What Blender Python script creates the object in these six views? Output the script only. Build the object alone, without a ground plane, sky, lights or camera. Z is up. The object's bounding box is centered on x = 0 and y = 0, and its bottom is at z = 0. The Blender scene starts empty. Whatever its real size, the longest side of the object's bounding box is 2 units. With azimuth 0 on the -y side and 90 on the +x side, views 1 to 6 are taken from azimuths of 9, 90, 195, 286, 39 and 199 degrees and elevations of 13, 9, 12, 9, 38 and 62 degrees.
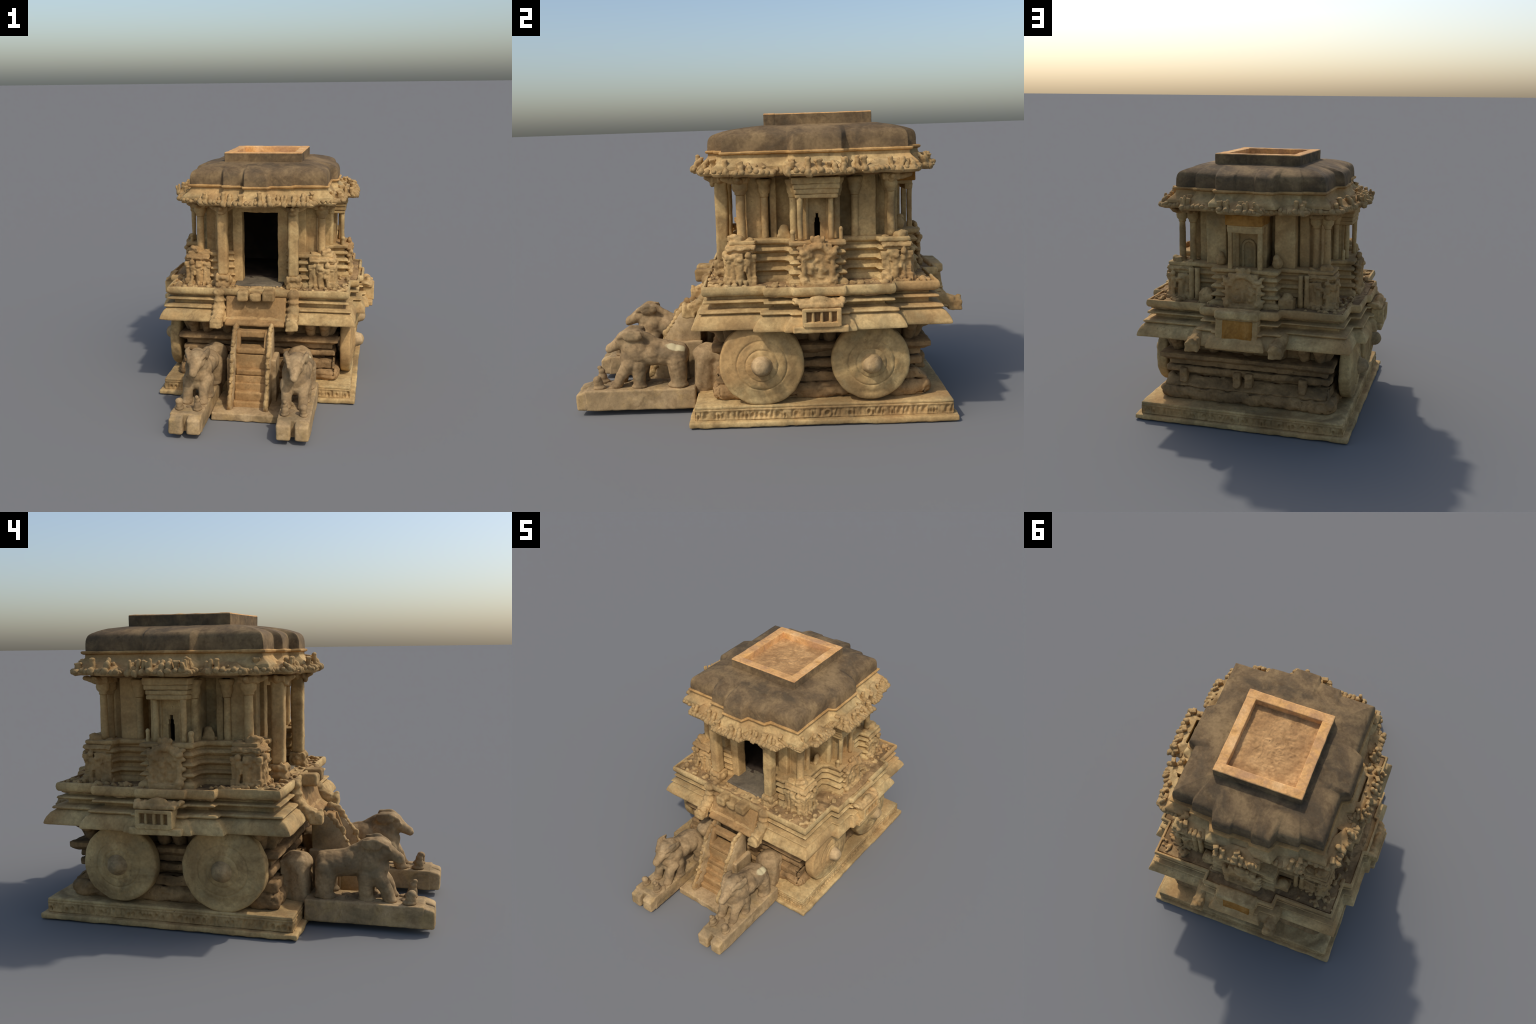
import bpy, bmesh, math, random
import numpy as np
from mathutils import Vector, Matrix, Euler

rng = random.Random(7)
# ------------------------------------------------------------------ noise
def _h(ix, iy, iz, seed):
    n = (ix * 374761393 + iy * 668265263 + iz * 2147483647 + seed * 974711) & 0xFFFFFFFF
    n = ((n ^ (n >> 13)) * 1274126177) & 0xFFFFFFFF
    n = ((n ^ (n >> 16)) * 2246822519) & 0xFFFFFFFF
    return ((n ^ (n >> 15)) & 0xFFFF) / 32767.5 - 1.0

def vnoise(p, freq, seed=0):
    q = p * freq
    i = np.floor(q).astype(np.int64)
    f = q - i
    f = f * f * (3 - 2 * f)
    r = 0
    for dx in (0, 1):
        wx = f[:, 0] if dx else 1 - f[:, 0]
        for dy in (0, 1):
            wy = f[:, 1] if dy else 1 - f[:, 1]
            for dz in (0, 1):
                wz = f[:, 2] if dz else 1 - f[:, 2]
                r = r + wx * wy * wz * _h(i[:, 0] + dx, i[:, 1] + dy, i[:, 2] + dz, seed)
    return r

def fbm(p, freq, seed=0, octaves=3):
    r = 0; a = 1.0
    for k in range(octaves):
        r = r + a * vnoise(p, freq * 2 ** k, seed + k * 17)
        a *= 0.5
    return r

# ------------------------------------------------------------------ materials
def srgb(r, g, b):
    f = lambda c: (c / 255 / 12.92) if c / 255 <= 0.04045 else ((c / 255 + 0.055) / 1.055) ** 2.4
    return (f(r), f(g), f(b), 1)

def stone_material(name, light, base, dark, patch=None, patch_amount=0.0, speck=0.5, rough=0.9, grain=1.0,
                   cream_spot=None, stain=0.6, warm=None):
    m = bpy.data.materials.new(name); m.use_nodes = True
    nt = m.node_tree; nd = nt.nodes; ln = nt.links
    bs = nd['Principled BSDF']; bs.inputs['Roughness'].default_value = rough
    bs.inputs['Specular IOR Level'].default_value = 0.15
    tc = nd.new('ShaderNodeTexCoord')
    co = tc.outputs['Object']
    def noise(scale, detail, rough_=0.55, dist=0.0, mapping=None):
        n = nd.new('ShaderNodeTexNoise'); n.inputs['Scale'].default_value = scale
        n.inputs['Detail'].default_value = detail; n.inputs['Roughness'].default_value = rough_
        n.inputs['Distortion'].default_value = dist
        if mapping:
            mp = nd.new('ShaderNodeMapping'); mp.inputs['Scale'].default_value = mapping
            mp.inputs['Location'].default_value = (3.1, 1.7, 0.4)
            ln.new(co, mp.inputs['Vector']); ln.new(mp.outputs['Vector'], n.inputs['Vector'])
        else:
            ln.new(co, n.inputs['Vector'])
        return n.outputs['Fac']
    def ramp(fac, stops):
        r = nd.new('ShaderNodeValToRGB'); e = r.color_ramp.elements
        e[0].position, e[0].color = stops[0]; e[1].position, e[1].color = stops[-1]
        for s in stops[1:-1]:
            k = e.new(s[0]); k.color = s[1]
        ln.new(fac, r.inputs['Fac']); return r.outputs['Color']
    def mix(a, b, fac, mode='MIX'):
        x = nd.new('ShaderNodeMix'); x.data_type = 'RGBA'; x.blend_type = mode
        for s, v in ((x.inputs[6], a), (x.inputs[7], b), (x.inputs[0], fac)):
            if isinstance(v, (tuple, float, int)): s.default_value = v
            else: ln.new(v, s)
        return x.outputs[2]
    W = (1, 1, 1, 1); K = (0, 0, 0, 1)
    col = ramp(noise(5.0, 5, 0.6, 0.6), [(0.38, dark), (0.5, base), (0.63, light)])
    # vertical rain streaks
    st = ramp(noise(7.0, 4, 0.6, 0.2, (3.0, 3.0, 0.5)), [(0.45, K), (0.7, W)])
    col = mix(col, tuple(0.72 * c for c in base[:3]) + (1,), mix(K, (0.35,) * 3 + (1,), st))
    if patch:
        pm = ramp(noise(9.0, 5, 0.62, 0.8, (1, 1, 1)), [(0.5, K), (0.64, (patch_amount,) * 3 + (1,))])
        col = mix(col, patch, pm)
    if stain:
        sm = ramp(noise(17.0, 6, 0.66, 0.5, (1, 1, 1.15)), [(0.50, K), (0.70, (stain,) * 3 + (1,))])
        col = mix(col, tuple(c * k for c, k in zip(base[:3], (0.50, 0.46, 0.42))) + (1,), sm)
    if warm:
        wm = ramp(noise(2.4, 3, 0.5, 0.3, (1, 1, 1)), [(0.45, K), (0.62, (0.75,) * 3 + (1,))])
        col = mix(col, warm, mix(K, (0.6,) * 3 + (1,), wm))
    fine = ramp(noise(70.0, 4, 0.6), [(0.3, (0.80,) * 3 + (1,)), (0.7, (1.12,) * 3 + (1,))])
    col = mix(col, fine, 0.8 * grain, 'MULTIPLY')
    if speck > 0:
        sp = ramp(noise(85.0, 2, 0.5), [(0.66, K), (0.72, (speck,) * 3 + (1,))])
        gate = ramp(noise(11.0, 2, 0.5), [(0.48, K), (0.6, W)])
        col = mix(col, tuple(0.3 * c for c in base[:3]) + (1,), mix(K, sp, gate))
    def spot(col, centre, size, colour, edge=0.25):
        mp = nd.new('ShaderNodeMapping'); mp.vector_type = 'POINT'
        mp.inputs['Scale'].default_value = tuple(1 / s for s in size)
        mp.inputs['Location'].default_value = tuple(-c / s for c, s in zip(centre, size))
        ln.new(co, mp.inputs['Vector'])
        le = nd.new('ShaderNodeVectorMath'); le.operation = 'LENGTH'; ln.new(mp.outputs['Vector'], le.inputs[0])
        wob = noise(30.0, 3)
        ad = nd.new('ShaderNodeMath'); ad.operation = 'MULTIPLY_ADD'; ln.new(wob, ad.inputs[0])
        ad.inputs[1].default_value = 0.7; ln.new(le.outputs['Value'], ad.inputs[2])
        msk = ramp(ad.outputs[0], [(0.5, W), (0.5 + edge, K)])
        r = msk.node.color_ramp
        mr = nd.new('ShaderNodeMapRange'); mr.inputs['From Min'].default_value = 1.35 - edge; mr.inputs['From Max'].default_value = 1.35
        mr.inputs['To Min'].default_value = 1; mr.inputs['To Max'].default_value = 0
        ln.new(ad.outputs[0], mr.inputs['Value'])
        return mix(col, colour, mr.outputs['Result'])
    for s in (cream_spot or []):
        col = spot(col, *s)
    ln.new(col, bs.inputs['Base Color'])
    bp = nd.new('ShaderNodeBump'); bp.inputs['Strength'].default_value = 0.35; bp.inputs['Distance'].default_value = 0.004
    ln.new(noise(60.0, 5, 0.65), bp.inputs['Height']); ln.new(bp.outputs['Normal'], bs.inputs['Normal'])
    return m

M = {}
def build_materials():
    M['stone'] = stone_material('weathered_sandstone', srgb(205, 175, 121), srgb(179, 149, 100), srgb(144, 118, 79),
                                srgb(154, 137, 99), 0.45, 0.5, stain=0.45, warm=srgb(192, 148, 94))
    M['carved'] = stone_material('carved_sandstone', srgb(200, 168, 116), srgb(172, 141, 94), srgb(133, 107, 71),
                                 srgb(148, 130, 92), 0.4, 0.7, stain=0.65, warm=srgb(186, 144, 92))
    M['ochre'] = stone_material('ochre_sandstone', srgb(198, 158, 102), srgb(178, 138, 84), srgb(150, 114, 70),
                                srgb(168, 138, 94), 0.35, 0.2)
    M['panel'] = stone_material('patched_panel_stone', srgb(180, 130, 66), srgb(160, 108, 44), srgb(140, 92, 36), None, 0, 0.1)
    M['roof'] = stone_material('dark_weathered_roof', srgb(138, 114, 80), srgb(112, 92, 66), srgb(90, 76, 57),
                               srgb(148, 123, 86), 0.35, 0.1)
    M['rim'] = stone_material('pale_coping_stone', srgb(226, 180, 124), srgb(214, 163, 104), srgb(186, 142, 100),
                              srgb(228, 170, 92), 0.4, 0.1)
    M['sand'] = stone_material('sandy_roof_floor', srgb(206, 163, 110), srgb(188, 146, 96), srgb(160, 122, 80), srgb(150, 112, 72), 0.5, 0.8)
    M['elephant'] = stone_material('elephant_stone', srgb(176, 148, 108), srgb(152, 126, 90), srgb(120, 100, 73),
                                   srgb(136, 120, 90), 0.4, 0.45,
                                   cream_spot=[((0.336, -0.480, 0.335), (0.026, 0.070, 0.03), srgb(196, 180, 138))])
    M['plinth'] = stone_material('elephant_plinth_stone', srgb(188, 160, 118), srgb(168, 141, 102), srgb(136, 116, 84),
                                 srgb(184, 152, 98), 0.4, 0.25)
    M['step'] = stone_material('worn_step_stone', srgb(182, 145, 96), srgb(163, 127, 81), srgb(138, 108, 70), srgb(150, 124, 84), 0.4, 0.15)
    M['painted_shade'] = stone_material('stone_darkened_for_interior_shade', srgb(74, 62, 50), srgb(60, 50, 41), srgb(46, 39, 33), None, 0, 0.1)
    M['rough'] = stone_material('rough_foundation_stone', srgb(170, 136, 92), srgb(146, 116, 78), srgb(112, 90, 62),
                                srgb(150, 118, 78), 0.4, 0.7)
    M['deckfloor'] = stone_material('dirty_deck_stone', srgb(186, 152, 104), srgb(154, 124, 84), srgb(116, 92, 62), srgb(110, 90, 64), 0.7, 0.8, stain=0.9)
    M['slate'] = stone_material('grey_threshold_stone', srgb(118, 106, 86), srgb(102, 92, 76), srgb(86, 78, 66), None, 0, 0.2)

# ------------------------------------------------------------------ mesh helpers
ROOT = None
SHARP = []   # meshes whose arrises stay crisp
def add_object(name, me, mat, parent=None, smooth=True):
    ob = bpy.data.objects.new(name, me)
    bpy.context.collection.objects.link(ob)
    if mat is not None and not me.materials:
        me.materials.append(M[mat] if isinstance(mat, str) else mat)
    ob.parent = parent or ROOT
    if smooth:
        me.polygons.foreach_set('use_smooth', [True] * len(me.polygons))
        if any(me is m for m in SHARP): me.set_sharp_from_angle(angle=math.radians(38))
        me.update()
    return ob

def fix_normals(me):
    bm = bmesh.new(); bm.from_mesh(me)
    bmesh.ops.remove_doubles(bm, verts=bm.verts, dist=1e-6)
    bmesh.ops.recalc_face_normals(bm, faces=bm.faces)
    bm.to_mesh(me); bm.free()

def get_co(me):
    a = np.empty(len(me.vertices) * 3); me.vertices.foreach_get('co', a); return a.reshape(-1, 3)
def get_no(me):
    a = np.empty(len(me.vertices) * 3); me.vertices.foreach_get('normal', a); return a.reshape(-1, 3)
def set_co(me, c):
    me.vertices.foreach_set('co', np.ascontiguousarray(c).ravel()); me.update()

def erode(me, amp=0.0025, freq=22, seed=1, broad=0.002, pits=0.0):
    c = get_co(me); n = get_no(me)
    d = amp * fbm(c, freq, seed) + broad * vnoise(c, 6.0, seed + 91)
    if pits:
        d = d - pits * np.clip(vnoise(c, freq * 2.2, seed + 5) - 0.35, 0, 1)
    set_co(me, c + n * d[:, None])

def mesh_from(verts, faces, name='part'):
    me = bpy.data.meshes.new(name); me.from_pydata([tuple(v) for v in verts], [], faces); me.update(); return me

def mirror_mesh(me):
    m2 = me.copy(); c = get_co(m2); c[:, 0] *= -1; set_co(m2, c); m2.flip_normals(); return m2

def both(name, me, mat, parent=None):
    a = add_object(name, me, mat, parent)
    b = add_object(name, mirror_mesh(me), mat, parent)
    return a, b

# rounded, eroded stone block
def block_mesh(x0, x1, y0, y1, z0, z1, res=0.012, r=0.006, amp=0.002, seed=1, broad=0.0015, taper=None, freq=22, pits=0.0):
    lo = np.array([x0, y0, z0]); hi = np.array([x1, y1, z1]); s = hi - lo
    r = min(r, 0.45 * s.min())
    n = [max(2, min(180, int(round(v / res)))) for v in s]
    axes = []
    for k in range(3):
        t = np.linspace(lo[k], hi[k], n[k] + 1)
        t = np.unique(np.concatenate([t, [lo[k] + r * .3, lo[k] + r, hi[k] - r, hi[k] - r * .3]])); axes.append(t)
    verts = []; faces = []
    for k in range(3):
        u, v = (k + 1) % 3, (k + 2) % 3
        for side in (0, 1):
            A, B = axes[u], axes[v]; base = len(verts)
            for a in A:
                for b in B:
                    p = [0, 0, 0]; p[k] = (lo, hi)[side][k]; p[u] = a; p[v] = b; verts.append(p)
            nb = len(B)
            for i in range(len(A) - 1):
                for j in range(nb - 1):
                    q = [base + i * nb + j, base + (i + 1) * nb + j, base + (i + 1) * nb + j + 1, base + i * nb + j + 1]
                    faces.append(q if side else q[::-1])
    c = np.array(verts)
    inner = np.clip(c, lo + r, hi - r); d = c - inner
    L = np.linalg.norm(d, axis=1); L[L == 0] = 1
    c = inner + d / L[:, None] * r
    me = mesh_from(c, faces); fix_normals(me)
    if taper:
        c = get_co(me); c = taper(c); set_co(me, c)
    erode(me, amp, freq, seed, broad, pits)
    return me

def block(name, x0, x1, y0, y1, z0, z1, mat='stone', parent=None, **kw):
    return add_object(name, block_mesh(x0, x1, y0, y1, z0, z1, **kw), mat, parent)

# plan outlines -----------------------------------------------------------
def full_plan(half):
    """right half, front centre to back centre, mirrored to a closed CCW outline"""
    left = [(-x, y) for x, y in reversed(half) if x > 1e-6]
    right = [p for p in half]
    return right + left

def chamfer(poly, b, closed=True):
    out = []; n = len(poly)
    for i, p in enumerate(poly):
        if not closed and i in (0, n - 1):
            out.append(p); continue
        P = Vector(p); A = Vector(poly[i - 1]); B = Vector(poly[(i + 1) % n])
        da = A - P; db = B - P
        ang = da.angle(db) if da.length > 1e-9 and db.length > 1e-9 else math.pi
        if abs(ang - math.pi) < 0.02: out.append(tuple(P)); continue
        ba = min(b, da.length * .35); bb = min(b, db.length * .35)
        q0 = P + da.normalized() * ba; q1 = P + db.normalized() * bb
        out += [tuple(q0), tuple((q0 + q1) * .25 + P * .5), tuple(q1)]
    return out

def offset_poly(poly, o, closed=True, sx=1.0, sy=1.0):
    res = []; n = len(poly)
    for i in range(n):
        P = Vector(poly[i])
        A = Vector(poly[i - 1]) if (closed or i > 0) else None
        B = Vector(poly[(i + 1) % n]) if (closed or i < n - 1) else None
        ns = []
        if A is not None: d = (P - A).normalized(); ns.append(Vector((d.y, -d.x)))
        if B is not None: d = (B - P).normalized(); ns.append(Vector((d.y, -d.x)))
        if len(ns) == 2:
            m = (ns[0] + ns[1]) / max(0.4, 1 + ns[0].dot(ns[1]))
        else: m = ns[0]
        res.append((P.x + m.x * o * sx, P.y + m.y * o * sy))
    return res

def moulding_mesh(plan, profile, step=0.012, closed=True, cham=0.006, amp=0.002, seed=1, sx=1, sy=1, broad=0.002, freq=22, pits=0.0):
    """closed profile loop [(offset, z)] swept round a plan outline"""
    rings = []; cnt = None
    for o, z in profile:
        q = chamfer(offset_poly(plan, o, closed, sx, sy), cham, closed); n = len(q); segs = n if closed else n - 1
        if cnt is None or len(cnt) != segs:
            ref = chamfer(plan, cham, closed)
            cnt = [max(1, int(round((Vector(ref[(i + 1) % n]) - Vector(ref[i])).length / step))) for i in range(segs)]
        ring = []
        for i in range(segs):
            a, b = q[i], q[(i + 1) % n]
            for k in range(cnt[i]):
                t = k / cnt[i]; ring.append((a[0] + (b[0] - a[0]) * t, a[1] + (b[1] - a[1]) * t, z))
        if not closed: ring.append((q[-1][0], q[-1][1], z))
        rings.append(ring)
    m = len(rings[0]); R = len(rings)
    verts = [v for r in rings for v in r]; faces = []
    for i in range(R):
        for j in range(m if closed else m - 1):
            j2 = (j + 1) % m; i2 = (i + 1) % R
            faces.append((i * m + j, i * m + j2, i2 * m + j2, i2 * m + j))
    if not closed:
        faces.append([i * m for i in range(R)]); faces.append([i * m + m - 1 for i in range(R)][::-1])
    me = mesh_from(verts, faces); fix_normals(me)
    erode(me, amp, freq, seed, broad, pits)
    SHARP.append(me)
    return me

def fine_profile(pts, step=0.008):
    """resample a closed profile loop so erosion has vertices to move"""
    out = []
    for i, p in enumerate(pts):
        q = pts[(i + 1) % len(pts)]
        L = math.hypot(q[0] - p[0], q[1] - p[1]); k = max(1, int(round(L / step))) if i < len(pts) - 2 else 1
        for j in range(k):
            t = j / k; out.append((p[0] + (q[0] - p[0]) * t, p[1] + (q[1] - p[1]) * t))
    return out

# lump sculpting: union of primitives, voxel remeshed -----------------------
def ell(c, r, rot=(0, 0, 0)): return ('e', c, r, rot)
def cap(a, b, ra, rb): return ('c', a, b, ra, rb)
def box(c, s, rot=(0, 0, 0)): return ('b', c, s, rot)

_SPH = None
def prim_bm(bm, p):
    if p[0] == 'e':
        mat = Matrix.Translation(p[1]) @ Euler(p[3]).to_matrix().to_4x4() @ Matrix.Diagonal((*p[2], 1))
        bmesh.ops.create_icosphere(bm, subdivisions=3, radius=1, matrix=mat)
    elif p[0] == 'b':
        mat = Matrix.Translation(p[1]) @ Euler(p[3]).to_matrix().to_4x4() @ Matrix.Diagonal((*p[2], 1))
        bmesh.ops.create_cube(bm, size=1, matrix=mat)
    else:
        _, a, b, ra, rb = p; a = Vector(a); b = Vector(b); d = b - a
        rotm = d.to_track_quat('Z', 'Y').to_matrix().to_4x4()
        bmesh.ops.create_cone(bm, cap_ends=True, segments=20, radius1=ra, radius2=rb, depth=d.length,
                              matrix=Matrix.Translation((a + b) / 2) @ rotm)
        for c, r in ((a, ra), (b, rb)):
            bmesh.ops.create_icosphere(bm, subdivisions=2, radius=r * 1.01, matrix=Matrix.Translation(c))

def sculpt(prims, voxel=0.005, smooth=6, amp=0.0, freq=40, seed=1, broad=0.0, pits=0.0):
    bm = bmesh.new()
    for p in prims: prim_bm(bm, p)
    me = bpy.data.meshes.new('tmp'); bm.to_mesh(me); bm.free()
    ob = bpy.data.objects.new('tmp', me); bpy.context.collection.objects.link(ob)
    md = ob.modifiers.new('r', 'REMESH'); md.mode = 'VOXEL'; md.voxel_size = voxel; md.use_smooth_shade = True
    if smooth:
        ms = ob.modifiers.new('s', 'SMOOTH'); ms.iterations = smooth; ms.factor = 0.5
    dg = bpy.context.evaluated_depsgraph_get(); dg.update()
    out = bpy.data.meshes.new_from_object(ob.evaluated_get(dg))
    bpy.data.objects.remove(ob); bpy.data.meshes.remove(me)
    if amp or broad: erode(out, amp, freq, seed, broad, pits)
    out.materials.clear()
    return out

def join_meshes(mes):
    bm = bmesh.new()
    for m in mes: bm.from_mesh(m)
    out = bpy.data.meshes.new('joined'); bm.to_mesh(out); bm.free()
    out.materials.clear(); return out

def extrude_yz(poly, x0, x1, nx=3, res=0.012, amp=0.002, seed=1, r=0.004):
    """solid with a (y,z) outline, thickness along x, soft edges"""
    n = len(poly); pts = []
    for i in range(n):
        a, b = poly[i], poly[(i + 1) % n]
        k = max(1, int(round(math.hypot(b[0] - a[0], b[1] - a[1]) / res)))
        for j in range(k): pts.append((a[0] + (b[0] - a[0]) * j / k, a[1] + (b[1] - a[1]) * j / k))
    m = len(pts); cy = [Vector(p) for p in pts]
    xs = [x0, x0 + r] + [x0 + (x1 - x0) * (k + 1) / (nx + 1) for k in range(nx)] + [x1 - r, x1]
    area = sum(pts[i][0] * pts[(i + 1) % m][1] - pts[(i + 1) % m][0] * pts[i][1] for i in range(m))
    sgn = 1 if area > 0 else -1
    verts = []; 
    for k, x in enumerate(xs):
        o = -r if k in (0, len(xs) - 1) else 0
        q = offset_poly(pts, o * sgn)
        verts += [(x, y, z) for y, z in q]
    faces = []
    for k in range(len(xs) - 1):
        for j in range(m):
            j2 = (j + 1) % m
            faces.append((k * m + j, k * m + j2, (k + 1) * m + j2, (k + 1) * m + j))
    faces.append(list(range(m))); faces.append(list(range((len(xs) - 1) * m, len(xs) * m))[::-1])
    me = mesh_from(verts, faces)
    bm = bmesh.new(); bm.from_mesh(me)
    bmesh.ops.triangulate(bm, faces=[f for f in bm.faces if len(f.verts) > 4])
    bmesh.ops.recalc_face_normals(bm, faces=bm.faces); bm.to_mesh(me); bm.free()
    erode(me, amp, 22, seed)
    return me

def lathe(profile, segs, axis_point, axis='Z', sign=1):
    """profile [(radius, along)]"""
    verts = []; faces = []; m = segs
    for r, h in profile:
        for k in range(segs):
            a = 2 * math.pi * k / segs; u, v = r * math.cos(a), r * math.sin(a)
            if axis == 'Z': verts.append((axis_point[0] + u, axis_point[1] + v, axis_point[2] + h))
            else: verts.append((axis_point[0] + sign * h, axis_point[1] + u, axis_point[2] + v))
    for i in range(len(profile) - 1):
        for k in range(segs):
            k2 = (k + 1) % segs
            faces.append((i * m + k, i * m + k2, (i + 1) * m + k2, (i + 1) * m + k))
    faces.append(list(range(m))[::-1]); faces.append(list(range((len(profile) - 1) * m, len(profile) * m)))
    me = mesh_from(verts, faces); fix_normals(me); return me

# ================================================================== the object
YC = 0.253

def build_base():
    block('base_plate', -0.616, 0.616, -0.400, 0.909, 0.003, 0.030, res=0.014, r=0.008, amp=0.003, seed=3, broad=0.003)
    # carved frieze slab: relief figures pushed out of recessed panels on its four sides
    x0, x1, y0, y1, z0, z1 = -0.583, 0.583, -0.372, 0.884, 0.018, 0.101
    block('frieze_slab', x0 + 0.014, x1 - 0.014, y0 + 0.014, y1 - 0.014, z0, z1 - 0.006, res=0.03, r=0.003, amp=0.0008, seed=4, broad=0.0)
    block('frieze_coping', x0 - 0.001, x1 + 0.001, y0 - 0.001, y1 + 0.001, z1 - 0.016, z1, res=0.014, r=0.006, amp=0.0015, seed=5, broad=0.0015)
    r = random.Random(21)
    def frieze(name, along, length, place):
        """strip of sunk relief: little walking figures, arches, scrolls"""
        nu = int(length / 0.004); nv = 14; h = 0.060
        fig = []
        u = 0.015
        while u < length - 0.012:
            w = r.uniform(0.012, 0.028); fig.append((u, w, r.choice([0, 0, 1, 2, 3]), r.uniform(-.5, .5), r.uniform(0.6, 1.0))); u += w * r.uniform(1.0, 1.4)
        U, V = np.meshgrid(np.linspace(0, length, nu + 1), np.linspace(0, 1, nv + 1), indexing='ij')
        D = np.zeros_like(U)
        band = np.exp(-((V - 0.45) / 0.33) ** 6)
        relief = np.zeros_like(U)
        for (c, w, kind, lean, amp) in fig:
            uu = (U - c - lean * 0.012 * (V - .5)) / w
            if kind == 0: g = np.exp(-(uu * 1.6) ** 4) * np.exp(-((V - .45) / .36) ** 6)
            elif kind == 1: g = np.exp(-((np.hypot(uu, (V - .4) * 2.2) - .65) * 4) ** 2)
            elif kind == 2: g = np.maximum(np.exp(-((uu - .45) * 4) ** 2), np.exp(-((uu + .45) * 4) ** 2)) * np.exp(-((V - .35) / .36) ** 6) + np.exp(-((V - .62) * 6) ** 2) * np.exp(-(uu * 1.3) ** 4)
            else: g = np.exp(-(uu * 2) ** 2) * np.exp(-((V - .3) / .3) ** 4) + np.exp(-((uu - .3) * 3) ** 2 - ((V - .7) * 5) ** 2)
            relief = np.maximum(relief, g * amp)
        D = 0.004 - 0.013 * band * (1 - np.clip(relief, 0, 1))
        edge = np.minimum(1, np.minimum(U, length - U) / 0.008); D = D * edge
        D[:, 0] = -0.004; D[:, -1] = -0.004
        verts = [place(U[i, j], D[i, j], z0 + 0.010 + h * V[i, j]) for i in range(nu + 1) for j in range(nv + 1)]
        k = len(verts)
        verts += [place(U[i, j], -0.02, z0 + 0.014 + h * V[i, j]) for i in range(nu + 1) for j in (0, nv)]
        faces = [(i * (nv + 1) + j, (i + 1) * (nv + 1) + j, (i + 1) * (nv + 1) + j + 1, i * (nv + 1) + j + 1) for i in range(nu) for j in range(nv)]
        for i in range(nu):
            faces.append((k + 2 * i, k + 2 * i + 2, (i + 1) * (nv + 1), i * (nv + 1)))
            faces.append((i * (nv + 1) + nv, (i + 1) * (nv + 1) + nv, k + 2 * i + 3, k + 2 * i + 1))
            faces.append((k + 2 * i, k + 2 * i + 1, k + 2 * i + 3, k + 2 * i + 2))
        me = mesh_from(verts, faces); fix_normals(me); erode(me, 0.0012, 60, 5, 0)
        add_object(name, me, 'carved')
    e = 0.0
    frieze('carved_frieze', 'y', y1 - y0, lambda u, d, z: (x1 + d + e, y0 + u, z))
    frieze('carved_frieze', 'y', y1 - y0, lambda u, d, z: (x0 - d - e, y1 - u, z))
    frieze('carved_frieze', 'x', x1 - x0, lambda u, d, z: (x1 - u, y1 + d + e, z))
    frieze('carved_frieze', 'x', x1 - x0, lambda u, d, z: (x0 + u, y0 - d - e, z))

def build_understructure():
    rough = dict(mat='rough', res=0.012, freq=26)
    block('foundation_slab', -0.512, 0.512, -0.290, 0.792, 0.096, 0.178, r=0.036, amp=0.009, seed=11, pits=0.02, **rough)
    block('foundation_slab', -0.482, 0.482, -0.272, 0.778, 0.174, 0.228, r=0.012, amp=0.006, seed=12, pits=0.012, taper=lambda c: np.stack([c[:, 0], c[:, 1] - np.where(c[:, 1] > 0.5, 1, 0) * np.clip((c[:, 2] - 0.182) / 0.044, 0, 1) * 0.050, c[:, 2]], 1), **rough)
    block('foundation_slab', -0.486, 0.486, -0.252, 0.752, 0.252, 0.290, r=0.014, amp=0.005, seed=13, pits=0.012, **rough)
    block('foundation_core', -0.42, 0.42, -0.19, 0.70, 0.10, 0.486, r=0.004, amp=0.004, seed=14, **rough)
    block('foundation_slab', -0.466, 0.466, -0.245, 0.748, 0.298, 0.335, r=0.008, amp=0.004, seed=15, **rough)
    prof = [(-0.03, 0.322), (0.0, 0.330), (0.022, 0.345), (0.03, 0.352), (0.03, 0.372), (0.02, 0.377), (-0.04, 0.380), (-0.08, 0.378), (-0.08, 0.325)]
    plan = [(0.474, -0.256), (0.474, 0.758), (-0.474, 0.758), (-0.474, -0.256)]
    add_object('bearing_slab', moulding_mesh(plan, fine_profile(prof), amp=0.004, seed=16, broad=0.003), 'rough')
    # scroll brackets under the deck
    def bracket(x, y, dx, dy):
        L = 0.05
        return sculpt([cap((x, y, 0.470), (x + dx * L, y + dy * L, 0.462), 0.036, 0.034),
                       cap((x, y, 0.40), (x + dx * .015, y + dy * .015, 0.45), 0.030, 0.038),
                       box((x - dx * .03, y - dy * .03, 0.43), (0.06, 0.06, 0.10))], 0.006, 5, 0.003, 40, int(x * 100 + 300))
    for x in (-0.42, -0.33, -0.20, 0.0, 0.20, 0.33, 0.42):
        add_object('bracket', bracket(x, 0.72, 0, 1), 'rough')
    for x in (-0.42, -0.33, -0.20, 0.20, 0.33, 0.42):
        add_object('bracket', bracket(x, -0.23, 0, -1), 'rough')
    for s in (-1, 1):
        for y in (-0.19, 0.22, 0.30, 0.69):
            add_object('bracket', bracket(s * 0.45, y, s, 0), 'rough')
    # stub posts between the slabs at the back
    for x in (0.37, 0.05, -0.02, -0.33):
        me = sculpt([box((x, 0.752, 0.245), (0.045, 0.05, 0.080)), ell((x, 0.772, 0.262), (0.022, 0.014, 0.02)),
                     ell((x, 0.772, 0.212), (0.024, 0.018, 0.014))], 0.006, 4, 0.004, 45, 31)
        add_object('stub_post', me, 'rough')

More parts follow.
